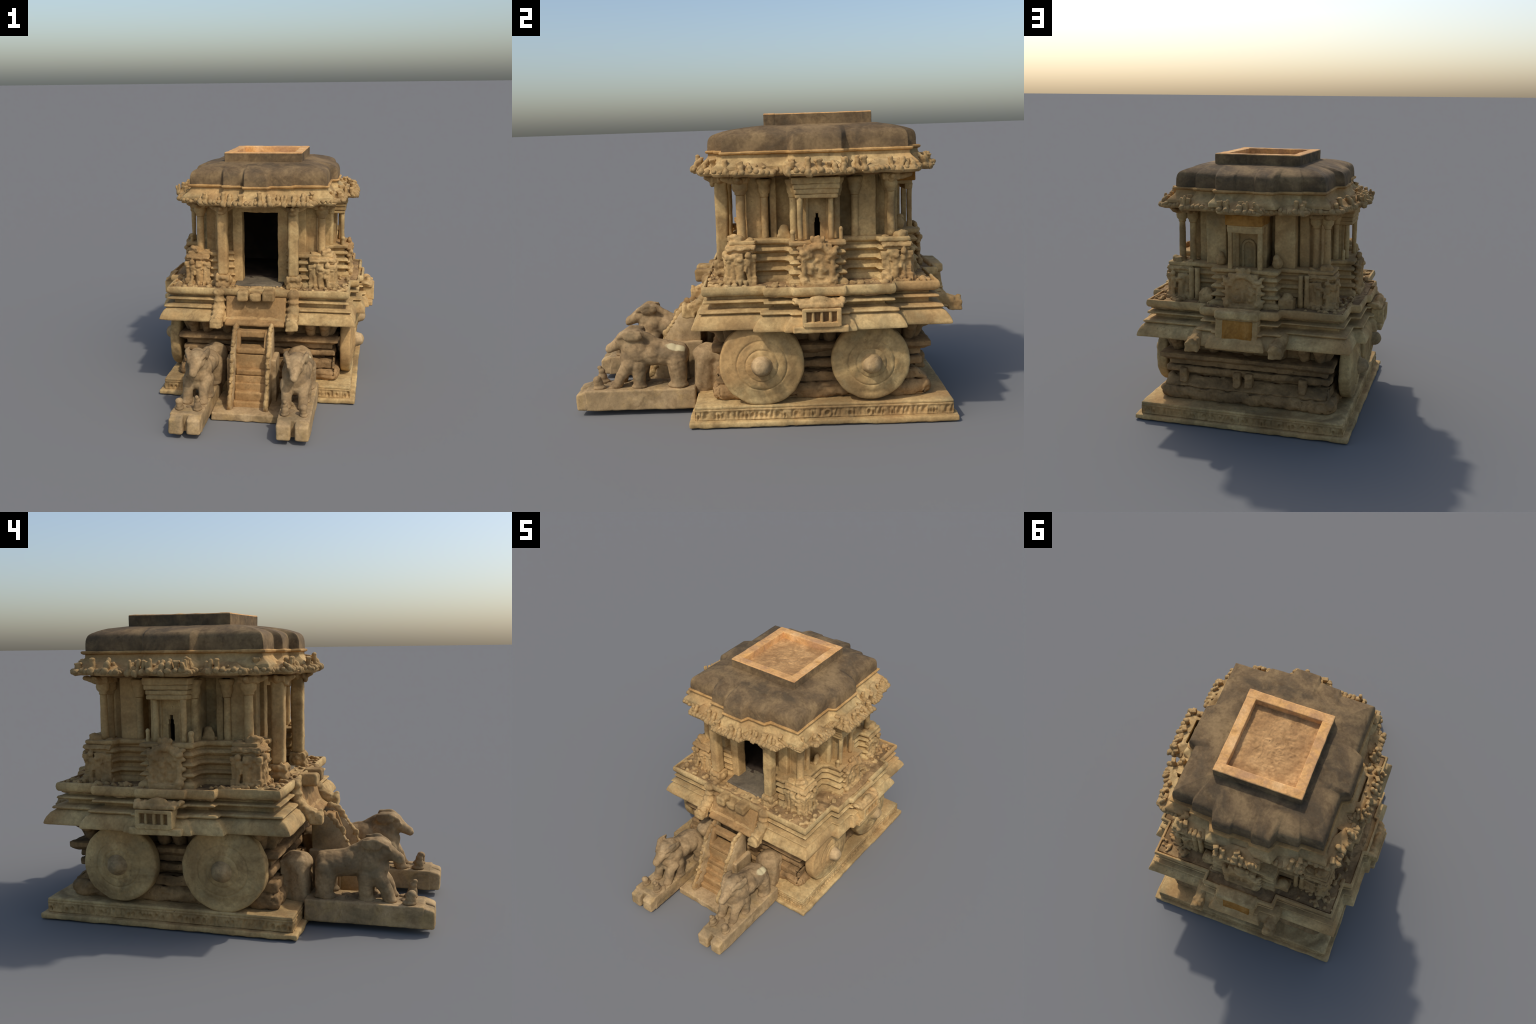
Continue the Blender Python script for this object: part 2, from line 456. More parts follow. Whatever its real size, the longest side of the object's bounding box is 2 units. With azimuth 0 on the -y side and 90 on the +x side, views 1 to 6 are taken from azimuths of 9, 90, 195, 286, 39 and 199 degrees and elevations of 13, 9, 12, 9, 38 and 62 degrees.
def build_wheels():
    def wheel(y, z, r, sign, seed):
        e = bpy.data.objects.new('wheel', None); bpy.context.collection.objects.link(e); e.parent = ROOT
        xi = 0.513
        pr = [(r * .15, 0.0), (r * .5, 0.0), (r * .9, 0.0), (r * .97, .002), (r, .008)]
        pr += [(r, .02), (r, .035), (r, .05), (r * .995, .058), (r * .975, .063), (r * .95, .065)]
        g = [(0.92, .067), (.88, .0685), (.84, .070), (.80, .0715), (.76, .073), (.72, .0745), (.68, .076), (.64, .0775), (.605, .078), (.59, .0755), (.575, .0795), (.54, .081),
             (.50, .0825), (.46, .084), (.42, .085), (.395, .0845), (.38, .083), (.365, .087), (.33, .089), (.28, .090), (.2, .09)]
        pr += [(r * a, h) for a, h in g]
        me = lathe(pr, 96, (sign * xi, y, z), 'X', sign)
        c = get_co(me)
        ang = np.arctan2(c[:, 2] - z, c[:, 1] - y); rad = np.hypot(c[:, 2] - z, c[:, 1] - y)
        q = np.stack([np.cos(ang) * 2, np.sin(ang) * 2, rad * 40], 1)
        face = np.clip((np.abs(c[:, 0]) - xi - .05) / .02, 0, 1)
        c[:, 0] += sign * 0.0030 * fbm(q, 1.0, seed) * face
        # worn outline
        f = 1 + 0.010 * fbm(np.stack([np.cos(ang) * 3, np.sin(ang) * 3, 0 * ang], 1), 1, seed + 3)
        f = 1 + (f - 1) * np.clip((rad / r - .8) / .2, 0, 1)
        c[:, 1] = y + (c[:, 1] - y) * f; c[:, 2] = z + (c[:, 2] - z) * f
        set_co(me, c); erode(me, 0.002, 30, seed, 0.0015)
        o = add_object('wheel_disc', me, 'stone', e)
        hub = lathe([(.02, .070), (.052, .080), (.051, .092), (.046, .098), (.043, .110), (.036, .126), (.026, .137), (.012, .143), (.004, .1445)], 40, (sign * xi, y, z), 'X', sign)
        erode(hub, 0.002, 40, seed + 2, 0.001)
        add_object('hub', hub, 'plinth', e)
    for s in (1, -1):
        wheel(-0.040, 0.303, 0.206, s, 40 + s)
        wheel(0.487, 0.301, 0.189, s, 50 + s)

# deck ---------------------------------------------------------------------
DECK = [(0, -0.315), (0.567, -0.315), (0.567, -0.022), (0.620, -0.020), (0.620, 0.113), (0.643, 0.118), (0.643, 0.366),
        (0.620, 0.371), (0.620, 0.600), (0.567, 0.606), (0.567, 0.818), (0.225, 0.818), (0.223, 0.882), (0.128, 0.884),
        (0.126, 0.912), (0, 0.912)]
def build_deck():
    plan = full_plan(DECK)
    roll = [(-0.012, 0.687), (-0.004, 0.686), (0.0, 0.680), (0.002, 0.665), (0.0, 0.652), (-0.006, 0.643), (-0.018, 0.639), (-0.06, 0.637), (-0.06, 0.668), (-0.016, 0.668), (-0.015, 0.684)]
    add_object('deck_roll_moulding', moulding_mesh(plan, fine_profile(roll, 0.006), amp=0.0013, broad=0.0015, seed=61), 'stone')
    led2 = [(-0.050, 0.642), (-0.050, 0.627), (-0.036, 0.622), (-0.004, 0.617), (-0.001, 0.611), (-0.006, 0.606), (-0.044, 0.602), (-0.09, 0.60), (-0.09, 0.642)]
    add_object('deck_ledge', moulding_mesh(plan, fine_profile(led2, 0.007), amp=0.0013, broad=0.0015, seed=62), 'stone')
    led3 = [(-0.050, 0.604), (-0.050, 0.585), (-0.036, 0.579), (0.014, 0.571), (0.018, 0.565), (0.013, 0.559), (-0.014, 0.555), (-0.09, 0.552), (-0.09, 0.604)]
    add_object('deck_ledge', moulding_mesh(plan, fine_profile(led3, 0.007), amp=0.0013, broad=0.0015, seed=63, sy=1.0), 'stone')
    eave = [(-0.016, 0.559), (0.002, 0.555), (0.022, 0.541), (0.035, 0.522), (0.043, 0.504), (0.046, 0.492), (0.044, 0.486), (0.036, 0.483), (-0.02, 0.486), (-0.10, 0.486), (-0.10, 0.556)]
    add_object('deck_eave', moulding_mesh(plan, fine_profile(eave, 0.008), amp=0.0013, broad=0.0015, seed=64, sx=0.9, sy=1.2), 'stone')
    # floor slabs
    block('deck_floor', -0.550, 0.550, -0.298, 0.800, 0.634, 0.679, mat='deckfloor', res=0.011, amp=0.005, seed=65, broad=0.003, pits=0.006, freq=30)
    for s in (1, -1):
        a, b = sorted((s * 0.53, s * 0.604))
        block('deck_floor', a, b, -0.004, 0.586, 0.634, 0.677, mat='deckfloor', res=0.011, amp=0.005, seed=66, broad=0.003, pits=0.006, freq=30)
    block('deck_floor', -0.208, 0.208, 0.78, 0.870, 0.634, 0.677, mat='deckfloor', res=0.011, amp=0.004, seed=67, freq=30)
    block('deck_core', -0.53, 0.53, -0.275, 0.775, 0.50, 0.64, res=0.03, amp=0.001, seed=69)
    block('deck_soffit', -0.57, 0.57, -0.30, 0.82, 0.480, 0.52, mat='rough', res=0.02, amp=0.003, seed=68)
    # rubble and carved remnants lying on the deck
    r = random.Random(5); mes = []
    for k in range(260):
        side = r.choice('fbrl')
        if side in 'rl':
            x = r.uniform(0.49, 0.556) * (1 if side == 'r' else -1); y = r.uniform(-0.27, 0.78)
        elif side == 'f':
            x = r.uniform(-0.53, 0.53); y = r.uniform(-0.298, -0.20)
        else:
            x = r.uniform(-0.53, 0.53); y = r.uniform(0.71, 0.79)
        s = r.uniform(0.005, 0.013)
        mes.append(ell((x, y, 0.679 + s * .3), (s * r.uniform(.8, 1.8), s * r.uniform(.8, 1.8), s), (r.random(), r.random(), r.random())))
    ob = add_object('deck_rubble', sculpt(mes, 0.005, 3, 0.002, 60, 9), 'carved'); ob['kind'] = 'stuff'

    # slanting front apron and its golden lower edge
    ap = [(-0.300, 0.640), (-0.318, 0.632), (-0.322, 0.615), (-0.336, 0.590), (-0.348, 0.55), (-0.362, 0.512), (-0.384, 0.500), (-0.398, 0.492), (-0.400, 0.478), (-0.392, 0.472), (-0.30, 0.472)]
    add_object('apron_panel', extrude_yz(ap, -0.186, 0.186, nx=24, amp=0.0025, seed=70), 'step')
    # back apron with patched slab
    bp = [(0.86, 0.642), (0.920, 0.642), (0.925, 0.60), (0.933, 0.55), (0.945, 0.508), (0.956, 0.492), (0.952, 0.478), (0.86, 0.478)]
    add_object('apron_panel', extrude_yz(bp, -0.118, 0.118, nx=16, amp=0.002, seed=71), 'stone')
    bp2 = [(0.89, 0.638), (0.9245, 0.638), (0.9295, 0.60), (0.9375, 0.55), (0.949, 0.512), (0.90, 0.505)]
    add_object('patched_slab', extrude_yz(bp2, -0.090, 0.080, nx=10, amp=0.0012, seed=72), 'panel')
    # three stone blocks at the front edge
    for x0, x1, ya, z0, z1 in ((-0.108, -0.040, -0.392, 0.628, 0.692), (-0.036, 0.042, -0.382, 0.626, 0.676), (0.046, 0.120, -0.388, 0.628, 0.694)):
        block('edge_block', x0, x1, ya, -0.29, z0, z1, mat='carved', res=0.007, r=0.014, amp=0.003, seed=int(x0 * 1000) + 400)
    block('edge_slab', -0.120, 0.125, 0.86, 0.934, 0.642, 0.690, res=0.009, r=0.014, amp=0.003, seed=73)

def build_spouts():
    """beast-headed spouts with banded necks climbing the mouldings"""
    def spout(x, s, back):
        y0 = -0.315 if not back else 0.818
        d = -1 if not back else 1
        Y = lambda v: y0 + d * v
        tip = 0.135 if not back else 0.183
        nk = 0.0 if not back else 0.045
        pr = [ell((x, Y(0.0 + nk), 0.662), (0.040, 0.026, 0.030)),
              ell((x, Y(0.004 + nk), 0.615), (0.036, 0.030, 0.014)),
              ell((x, Y(0.012 + nk), 0.570), (0.044, 0.034, 0.020)),
              cap((x, Y(-0.01 + nk), 0.64), (x, Y(0.01 + nk), 0.54), 0.028, 0.034),
              cap((x, Y(0.02), 0.535), (x, Y(tip - .045), 0.505), 0.040, 0.034),
              box((x, Y(tip - .035), 0.492), (0.072, 0.068, 0.048)),
              ell((x, Y(tip - .02), 0.516), (0.034, 0.022, 0.020)),
              ell((x - .026, Y(tip - .05), 0.528), (0.012, 0.016, 0.012)), ell((x + .026, Y(tip - .05), 0.528), (0.012, 0.016, 0.012)),
              ell((x, Y(tip - .012), 0.535), (0.014, 0.012, 0.010)),
              ell((x, Y(tip - .09), 0.545), (0.040, 0.026, 0.016)), box((x, Y(0.0), 0.52), (0.07, 0.09, 0.07))]
        if back: pr = pr[4:10] + pr[11:]
        return sculpt(pr, 0.005, 4, 0.003, 45, int(100 * x) + 50, 0.002)
    for b in (False, True):
        for s in (1, -1):
            add_object('beast_spout', spout(s * 0.232, s, b), 'carved')

def build_windows():
    for s in (1, -1):
        e = bpy.data.objects.new('lattice_window', None); bpy.context.collection.objects.link(e); e.parent = ROOT
        def X(a, b): return tuple(sorted((s * a, s * b)))
        kw = dict(res=0.007, r=0.004, amp=0.0012, parent=e)
        y0, y1, z0, z1 = 0.156, 0.336, 0.517, 0.600
        block('window_recess', *X(0.60, 0.684), y0 + .004, y1 - .004, z0, z1 - .004, mat='rough', seed=80, **kw)
        block('window_frame', *X(0.64, 0.712), y0, y0 + 0.020, z0, z1, seed=81, **kw)
        block('window_frame', *X(0.64, 0.712), y1 - 0.020, y1, z0, z1, seed=82, **kw)
        block('window_frame', *X(0.64, 0.7125), y0 + .006, y1 - .006, z0 - .003, z0 + 0.020, seed=83, **kw)
        block('window_frame', *X(0.64, 0.7115), y0 + .006, y1 - .006, z1 - 0.014, z1 + .001, seed=84, **kw)
        for yb in (0.206, 0.246, 0.286):
            block('window_bar', *X(0.67, 0.707), yb - 0.0065, yb + 0.0065, z0 + .01, z1 - .005, res=0.007, r=0.005, amp=0.0015, seed=int(yb * 1000), parent=e)
        pr = [box((s * 0.66, 0.246, 0.612), (0.085, 0.205, 0.020)), box((s * 0.65, 0.240, 0.626), (0.07, 0.23, 0.016)),
              ell((s * 0.672, 0.238, 0.634), (0.022, 0.05, 0.020)), ell((s * 0.672, 0.205, 0.640), (0.014, 0.014, 0.012)), ell((s * 0.672, 0.262, 0.640), (0.014, 0.012, 0.012)),
              ell((s * 0.655, 0.128, 0.634), (0.02, 0.018, 0.010)), ell((s * 0.655, 0.345, 0.634), (0.02, 0.018, 0.010)),
              ell((s * 0.66, 0.165, 0.628), (0.026, 0.014, 0.012)), ell((s * 0.66, 0.305, 0.628), (0.026, 0.016, 0.012))]
        add_object('window_canopy', sculpt(pr, 0.005, 4, 0.0025, 50, 88), 'carved', e)
        block('window_sill', *X(0.62, 0.706), 0.112, 0.372, 0.484, 0.517, res=0.009, r=0.008, amp=0.002, seed=89, parent=e)

# stairs -------------------------------------------------------------------
def build_stairs():
    e = bpy.data.objects.new('staircase', None); bpy.context.collection.objects.link(e); e.parent = ROOT
    block('landing_slab', -0.208, 0.206, -0.726, -0.38, 0.0, 0.046, mat='plinth', res=0.012, r=0.006, amp=0.003, seed=90, parent=e)
    steps = [(-0.622, 0.035, 0.076), (-0.596, 0.070, 0.130), (-0.564, 0.125, 0.172), (-0.547, 0.168, 0.213), (-0.541, 0.211, 0.250), (-0.510, 0.246, 0.335), (-0.512, 0.338, 0.374)]
    for i, (y, za, zb) in enumerate(steps):
        block('step', -0.094, 0.094, y, -0.42, za, zb, mat='step', res=0.010, r=0.012 if i in (1, 4, 6) else 0.003, amp=0.002, seed=91 + i, parent=e)
    block('step', -0.100, 0.098, -0.462, -0.41, 0.426, 0.466, mat='step', res=0.009, r=0.008, amp=0.002, seed=99, parent=e)
    for s in (1, -1):
        a, b = sorted((s * 0.072, s * 0.096))
        jam = [(-0.50, 0.30), (-0.506, 0.36), (-0.466, 0.464), (-0.44, 0.472), (-0.44, 0.30)]
        add_object('stair_jamb', extrude_yz(jam, a, b, amp=0.0015, seed=77), 'step', e)
        prof = [(-0.37, 0.04), (-0.676, 0.04), (-0.690, 0.07), (-0.684, 0.105), (-0.662, 0.122), (-0.640, 0.118), (-0.622, 0.150), (-0.606, 0.20), (-0.592, 0.250),
                (-0.578, 0.300), (-0.560, 0.340), (-0.532, 0.385), (-0.505, 0.425), (-0.474, 0.462), (-0.444, 0.484), (-0.414, 0.490), (-0.395, 0.478), (-0.37, 0.45)]
        lo, hi = sorted((s * 0.094, s * 0.122))
        me1 = extrude_yz(prof, lo, hi, nx=2, amp=0.002, seed=78)
        r = random.Random(33 + s); x = s * 0.108; pr = []
        edge = prof[4:16]
        for i in range(len(edge) - 1):
            for t in ((0.15, 0.65) if r.random() < .55 else (0.4,)):
                y = edge[i][0] + (edge[i + 1][0] - edge[i][0]) * t; z = edge[i][1] + (edge[i + 1][1] - edge[i][1]) * t
                q = r.uniform(0.009, 0.019)
                pr.append(ell((x + r.uniform(-.003, .003), y, z), (0.015, q * r.uniform(.8, 1.4), q * r.uniform(.8, 1.5)), (r.random(), 0, 0)))
        pr.append(ell((x, -0.670, 0.086), (0.017, 0.028, 0.036)))
        pr += [cap((x, -0.636, 0.135), (x, -0.618, 0.185), 0.013, 0.011), ell((x, -0.632, 0.205), (0.010, 0.010, 0.011)), ell((x, -0.645, 0.140), (0.014, 0.016, 0.012))]
        me2 = sculpt(pr, 0.0045, 2, 0.002, 60, 12)
        o = add_object('balustrade', me1, 'plinth', e)
        add_object('balustrade_carving', me2, 'carved', e)
        lo, hi = sorted((s * 0.118, s * 0.150))
        block('balustrade_buttress', lo, hi, -0.52, -0.36, 0.04, 0.31, mat='plinth', res=0.014, amp=0.002, seed=79, parent=e)

# elephants ----------------------------------------------------------------
def build_elephants():
    for s in (1, -1):
        cx = 0.290 if s > 0 else -0.284
        ax = s * 0.300
        e = bpy.data.objects.new('elephant', None); bpy.context.collection.objects.link(e); e.parent = ROOT
        P = lambda dx, y, z: (cx + dx, y, z)
        pr = [ell(P(0, -0.530, 0.300), (0.090, 0.108, 0.067)), ell(P(0, -0.60, 0.307), (0.089, 0.09, 0.071)),
              ell(P(0, -0.680, 0.312), (0.087, 0.085, 0.090)), ell(P(0, -0.470, 0.292), (0.088, 0.050, 0.064)),
              cap(P(0, -0.455, 0.333), P(0, -0.58, 0.350), 0.024, 0.030), cap(P(0, -0.58, 0.350), P(0, -0.66, 0.396), 0.028, 0.036),
              ell(P(0, -0.690, 0.385), (0.064, 0.060, 0.058)), ell(P(0, -0.720, 0.408), (0.060, 0.050, 0.036)),
              ell(P(0, -0.745, 0.378), (0.058, 0.052, 0.052)), box(P(0, -0.752, 0.392), (0.092, 0.075, 0.040), (0.62, 0, 0)), ell(P(0, -0.715, 0.350), (0.072, 0.060, 0.065)),
              cap(P(0, -0.765, 0.372), P(0, -0.800, 0.350), 0.042, 0.032), cap(P(0, -0.800, 0.350), P(0, -0.824, 0.338), 0.030, 0.027), ell(P(0, -0.830, 0.333), (0.027, 0.022, 0.023)),
              ell(P(0, -0.735, 0.288), (0.074, 0.044, 0.062)), ell(P(0, -0.715, 0.235), (0.080, 0.058, 0.048)),
              ell(P(0, -0.665, 0.230), (0.084, 0.040, 0.045))]
        for d in (-1, 1):
            # ears: thick folded ridges running back from the brow
            pr += [cap(P(d * .042, -0.772, 0.404), P(d * .063, -0.722, 0.434), 0.012, 0.014), cap(P(d * .063, -0.722, 0.434), P(d * .062, -0.660, 0.432), 0.014, 0.010),
                   ell(P(d * .066, -0.696, 0.412), (0.011, 0.052, 0.026), (0.12, 0, 0)),
                   # fore legs stepping forward
                   cap(P(d * .050, -0.722, 0.260), P(d * .048, -0.772, 0.190), 0.042, 0.031), cap(P(d * .048, -0.772, 0.190), P(d * .048, -0.784, 0.150), 0.031, 0.031),
                   ell(P(d * .048, -0.790, 0.140), (0.033, 0.034, 0.022)),
                   cap(P(d * .056, -0.672, 0.250), P(d * .058, -0.676, 0.15), 0.038, 0.033), ell(P(d * .058, -0.678, 0.138), (0.036, 0.044, 0.016)),
                   cap(P(d * .050, -0.480, 0.280), P(d * .058, -0.472, 0.16), 0.052, 0.043), ell(P(d * .058, -0.476, 0.142), (0.042, 0.056, 0.022))]
        me = sculpt(pr, 0.005, 7, 0.0036, 24, 100 + s, 0.003)
        c = get_co(me); c[:, 0] = cx + (c[:, 0] - cx) * 0.95; c[:, 2] = 0.132 + (c[:, 2] - 0.132) * np.where(c[:, 2] > 0.132, 0.955, 1.0); set_co(me, c)
        # split by anatomy, keeping the smooth body's normals
        co = get_co(me); no = get_no(me)
        cen = np.array([p.center for p in me.polygons])
        y, z = cen[:, 1], cen[:, 2]; dx = np.abs(cen[:, 0] - cx)
        lab = np.full(len(cen), 'torso', dtype=object)
        head = (y < -0.655 - 0.55 * (z - 0.42)) & (z > 0.322 - 0.25 * (y + 0.74))
        lab[head] = 'head'
        lab[head & (dx > 0.040) & (z > 0.392) & (y > -0.775)] = 'ear'
        lab[(y < -0.790) & (z > 0.27)] = 'trunk'
        low = z < 0.205
        lab[low & (y < -0.73)] = 'foreleg'; lab[low & (y >= -0.73) & (y < -0.59)] = 'foreleg'
        lab[low & (y >= -0.59)] = 'hindleg'
        sidek = np.where(cen[:, 0] > cx, 1, 0)
        keys = {}
        for i, L in enumerate(lab):
            k = (L, sidek[i] if L in ('ear', 'foreleg', 'hindleg') else 0, (y[i] < -0.73) if L == 'foreleg' else 0)
            keys.setdefault(k, []).append(i)
        polys = [list(p.vertices) for p in me.polygons]
        for k in sorted(keys, key=str):
            used = {}; fs = []
            for i in keys[k]:
                fs.append([used.setdefault(v, len(used)) for v in polys[i]])
            vs = list(used.keys())
            pm = mesh_from(co[vs], fs)
            ob = add_object(k[0], pm, 'elephant', e)
            pm.normals_split_custom_set_from_vertices([tuple(n) for n in no[vs]])
        # plinth with split front
        x0, x1 = sorted((s * 0.209, s * 0.393))
        block('elephant_plinth', x0, x1, -0.950, -0.385, 0.025, 0.132, mat='plinth', res=0.011, r=0.008, amp=0.002, seed=110 + s, broad=0.004, parent=e)
        m = (x0 + x1) / 2
        dip = lambda c: np.stack([c[:, 0], c[:, 1], c[:, 2] - np.clip(-0.945 - c[:, 1], 0, 1) * 0.28 * (c[:, 2] - 0.026) / 0.105], 1)
        for a, b, q in ((x0 + .001, m - 0.010, 1), (m + 0.010, x1 - .001, 2)):
            block('plinth_nose', a, b, -0.999, -0.93, 0.026, 0.1315 if q == 1 else 0.130, mat='plinth', res=0.009, r=0.014, amp=0.002, seed=112 + s + q, broad=0.003, parent=e, taper=dip)
        # crouching attendants in front of the feet
        for d, h in ((-1, 1.0), (1, 1.0)):
            fx = ax + d * 0.052; fy = -0.886; tall = (d * s < 0)
            q = [ell((fx, fy, 0.160), (0.021, 0.025, 0.030)), ell((fx, fy + .006, 0.138), (0.026, 0.034, 0.014))]
            if tall: q += [ell((fx, fy - .002, 0.192), (0.017, 0.019, 0.018)), ell((fx, fy - .012, 0.212), (0.012, 0.013, 0.012)), cap((fx, fy + .02, 0.13), (fx, fy + .012, 0.165), 0.010, 0.012)]
            else: q += [ell((fx, fy - .004, 0.180), (0.022, 0.022, 0.020)), cap((fx, fy + .03, 0.122), (fx, fy + .015, 0.15), 0.010, 0.012)]
            add_object('attendant_figure', sculpt(q, 0.004, 4, 0.0015, 60, 7 + d), 'elephant', e)
        # debris between the legs
        r = random.Random(60 + s)
        q = [ell((cx + r.uniform(-.06, .06), r.uniform(-0.86, -0.56), 0.132), (r.uniform(.01, .025), r.uniform(.01, .03), r.uniform(.004, .010))) for _ in range(22)]
        ob = add_object('plinth_debris', sculpt(q, 0.005, 2, 0.001, 60, 3), 'elephant', e); ob['kind'] = 'stuff'
        # broken rump block standing against the chariot
        q = [cap((cx - s * .045, -0.345, 0.11), (cx - s * .045, -0.335, 0.27), 0.058, 0.058), cap((cx + s * .010, -0.345, 0.11), (cx + s * .006, -0.335, 0.27), 0.055, 0.058),
             ell((cx - s * .02, -0.32, 0.275), (0.078, 0.085, 0.060)), box((cx - s * .02, -0.30, 0.20), (0.13, 0.10, 0.2)),
             cap((cx + s * .04, -0.37, 0.11), (cx + s * .04, -0.35, 0.25), 0.028, 0.030)]
        add_object('broken_hindquarters', sculpt(q, 0.007, 8, 0.003, 24, 5), 'elephant', e)

# upper storey -------------------------------------------------------------
POD = [(0.162, -0.05), (0.162, -0.152), (0.234, -0.156), (0.240, -0.198), (0.310, -0.200), (0.314, -0.182), (0.458, -0.180), (0.458, -0.055), (0.414, -0.048), (0.414, 0.085), (0.448, 0.106), (0.540, 0.110),
       (0.540, 0.380), (0.448, 0.384), (0.414, 0.405), (0.414, 0.535), (0.480, 0.545), (0.480, 0.695), (0.345, 0.700), (0.340, 0.694), (0.192, 0.696), (0.192, 0.786)]
def build_podium():
    path = POD + [(-x, y) for x, y in reversed(POD)]
    prof = [(0.006, 0.660), (0.014, 0.670), (0.014, 0.692), (0.006, 0.702), (-0.010, 0.708), (-0.014, 0.722), (0.004, 0.728), (0.010, 0.735), (0.004, 0.743), (-0.014, 0.750),
            (-0.018, 0.768), (0.0, 0.776), (0.006, 0.784), (0.0, 0.792), (-0.018, 0.800), (-0.022, 0.816), (-0.004, 0.823), (0.002, 0.832), (-0.006, 0.842), (-0.022, 0.850),
            (-0.022, 0.858), (-0.004, 0.866), (0.0, 0.872), (0.0, 0.884), (-0.005, 0.888), (-0.05, 0.889), (-0.08, 0.888), (-0.08, 0.660)]
    prof = [(o - 0.007 * max(0.0, min(1.0, (0.87 - z) / 0.1)) if o > -0.04 else o, z) for o, z in prof]
    add_object('podium_moulding', moulding_mesh(path, fine_profile(prof, 0.008), step=0.011, closed=False, cham=0.005, amp=0.002, seed=120), 'stone')
    for s in (1, -1):
        def X(a, b): return tuple(sorted((s * a, s * b)))
        kw = dict(res=0.016, amp=0.0015, r=0.003)
        block('podium_core', *X(0.26, 0.390), -0.12, 0.670, 0.64, 0.884, seed=121, **kw)
        block('podium_core', *X(0.36, 0.492), 0.150, 0.340, 0.64, 0.885, seed=122, **kw)
        block('podium_core', *X(0.26, 0.418), -0.160, -0.09, 0.64, 0.882, seed=123, **kw)
        block('podium_core', *X(0.34, 0.430), 0.560, 0.640, 0.64, 0.882, seed=124, **kw)
    block('podium_core', -0.30, 0.30, 0.575, 0.665, 0.64, 0.8835, res=0.016, amp=0.0015, seed=128)
    for s in (1, -1):
        block('podium_core', *sorted((s * 0.172, s * 0.30)), -0.140, -0.03, 0.64, 0.8825, res=0.016, amp=0.0015, seed=129)
    block('podium_core', -0.145, 0.145, 0.60, 0.745, 0.64, 0.884, res=0.016, amp=0.0015, seed=125)
    block('threshold_floor', -0.15, 0.15, -0.225, -0.02, 0.655, 0.694, mat='slate', res=0.012, amp=0.0025, seed=126, r=0.004)
    block('threshold_step', -0.185, 0.185, -0.285, -0.20, 0.655, 0.683, mat='carved', res=0.009, amp=0.005, seed=127, r=0.004, freq=35)

def pier_mesh(x0, x1, y0, y1, outx, outy, seed):
    """corner pier: stacked cornices over blocky colonettes, bracket figures and stub feet, worn soft"""
    r = random.Random(seed); pr = []
    cx, cy = (x0 + x1) / 2, (y0 + y1) / 2; wx, wy = x1 - x0, y1 - y0
    pr.append(box((cx, cy, 0.770), (wx - 0.026, wy - 0.026, 0.200)))
    pr.append(box((cx, cy, 0.876), (wx - 0.030, wy - 0.030, 0.020)))
    pr.append(box((cx, cy, 0.860), (wx + 0.004, wy + 0.004, 0.013)))
    pr.append(box((cx, cy, 0.839), (wx - 0.008, wy - 0.008, 0.014)))
    pr.append(box((cx, cy, 0.676), (wx + 0.012, wy + 0.012, 0.018)))
    def face(axis, fixed, a0, a1, out):
        W = a1 - a0
        def Q(d, t, z): return (fixed + out * d, a0 + t * W, z) if axis == 'x' else (a0 + t * W, fixed + out * d, z)
        def S(d, l, z): return (d, l, z) if axis == 'x' else (l, d, z)
        for t in (0.07, 0.93):                       # corner colonettes with block capitals
            pr.append(box(Q(-.012, t, .75), S(.026, .022, .13))); pr.append(box(Q(-.008, t, .812), S(.034, .032, .022)))
            pr.append(ell(Q(-.006, t, .792), S(.016, .016, .010))); pr.append(box(Q(-.006, t, .700), S(.034, .030, .028)))
        t = 0.42 + r.uniform(-.06, .06)              # bracket figure in the middle
        pr.append(cap(Q(-.008, t, .69), Q(-.004, t, .770), .024, .022)); pr.append(box(Q(-.002, t, .788), S(.034, .052, .026)))
        pr.append(box(Q(0.0, t - .02, .818), S(.030, .040, .020))); pr.append(ell(Q(.012, t, .800), S(.014, .020, .012)))
        t2 = 0.70 + r.uniform(-.04, .04)             # rearing beast: leg, belly, head
        pr.append(cap(Q(.012, t2 + .05, .690), Q(-.004, t2, .765), .010, .014)); pr.append(ell(Q(.002, t2, .785), S(.016, .017, .026)))
        pr.append(ell(Q(.008, t2 + .02, .822), S(.015, .016, .016))); pr.append(cap(Q(.004, t2 - .05, .785), Q(.016, t2 - .08, .745), .008, .007))
        pr.append(cap(Q(0.0, .23, .695), Q(-.006, .21, .80), .013, .010)); pr.append(ell(Q(.0, .22, .815), S(.014, .015, .014)))
        for t3 in (.06, .26, .46, .66, .82, .97):    # stub feet along the base
            if r.random() < .85: pr.append(box(Q(.010 + r.uniform(-.004, .008), t3, .684), S(.026, r.uniform(.014, .022), r.uniform(.024, .034)), (0, 0, r.uniform(-.3, .3))))
        for k in range(5):
            pr.append(box(Q(.002, .1 + .2 * k, .848 + r.uniform(-.003, .006)), S(.012 + r.uniform(0, .010), W * .17, .012), (r.uniform(-.2, .2), r.uniform(-.2, .2), 0)))
    face('x', x1 if outx > 0 else x0, y0, y1, outx)
    face('y', y1 if outy > 0 else y0, x0, x1, outy)
    # crouching beast on top at the outer corner, broken lumps beside it
    ox = cx + outx * wx * .14; oy = cy + outy * wy * .14
    pr += [ell((ox, oy, 0.892), (0.040, 0.036, 0.024)), ell((ox + outx * .016, oy + outy * .012, 0.906), (0.020, 0.022, 0.016)),
           box((ox - outx * .006, oy + outy * .026, 0.898), (0.036, 0.030, 0.028), (0.2, 0.1, 0.4)), box((cx - outx * .05, cy + outy * .035, 0.886), (0.045, 0.030, 0.020), (.1, .2, .3)),
           ell((cx + outx * .02, cy - outy * .045, 0.884), (0.032, 0.022, 0.014)), box((cx - outx * .055, cy + outy * .05, 0.866), (0.05, 0.03, 0.014), (.2, .1, .1))]
    return sculpt(pr, 0.0042, 1, 0.0025, 48, seed, 0.0015, 0.003)

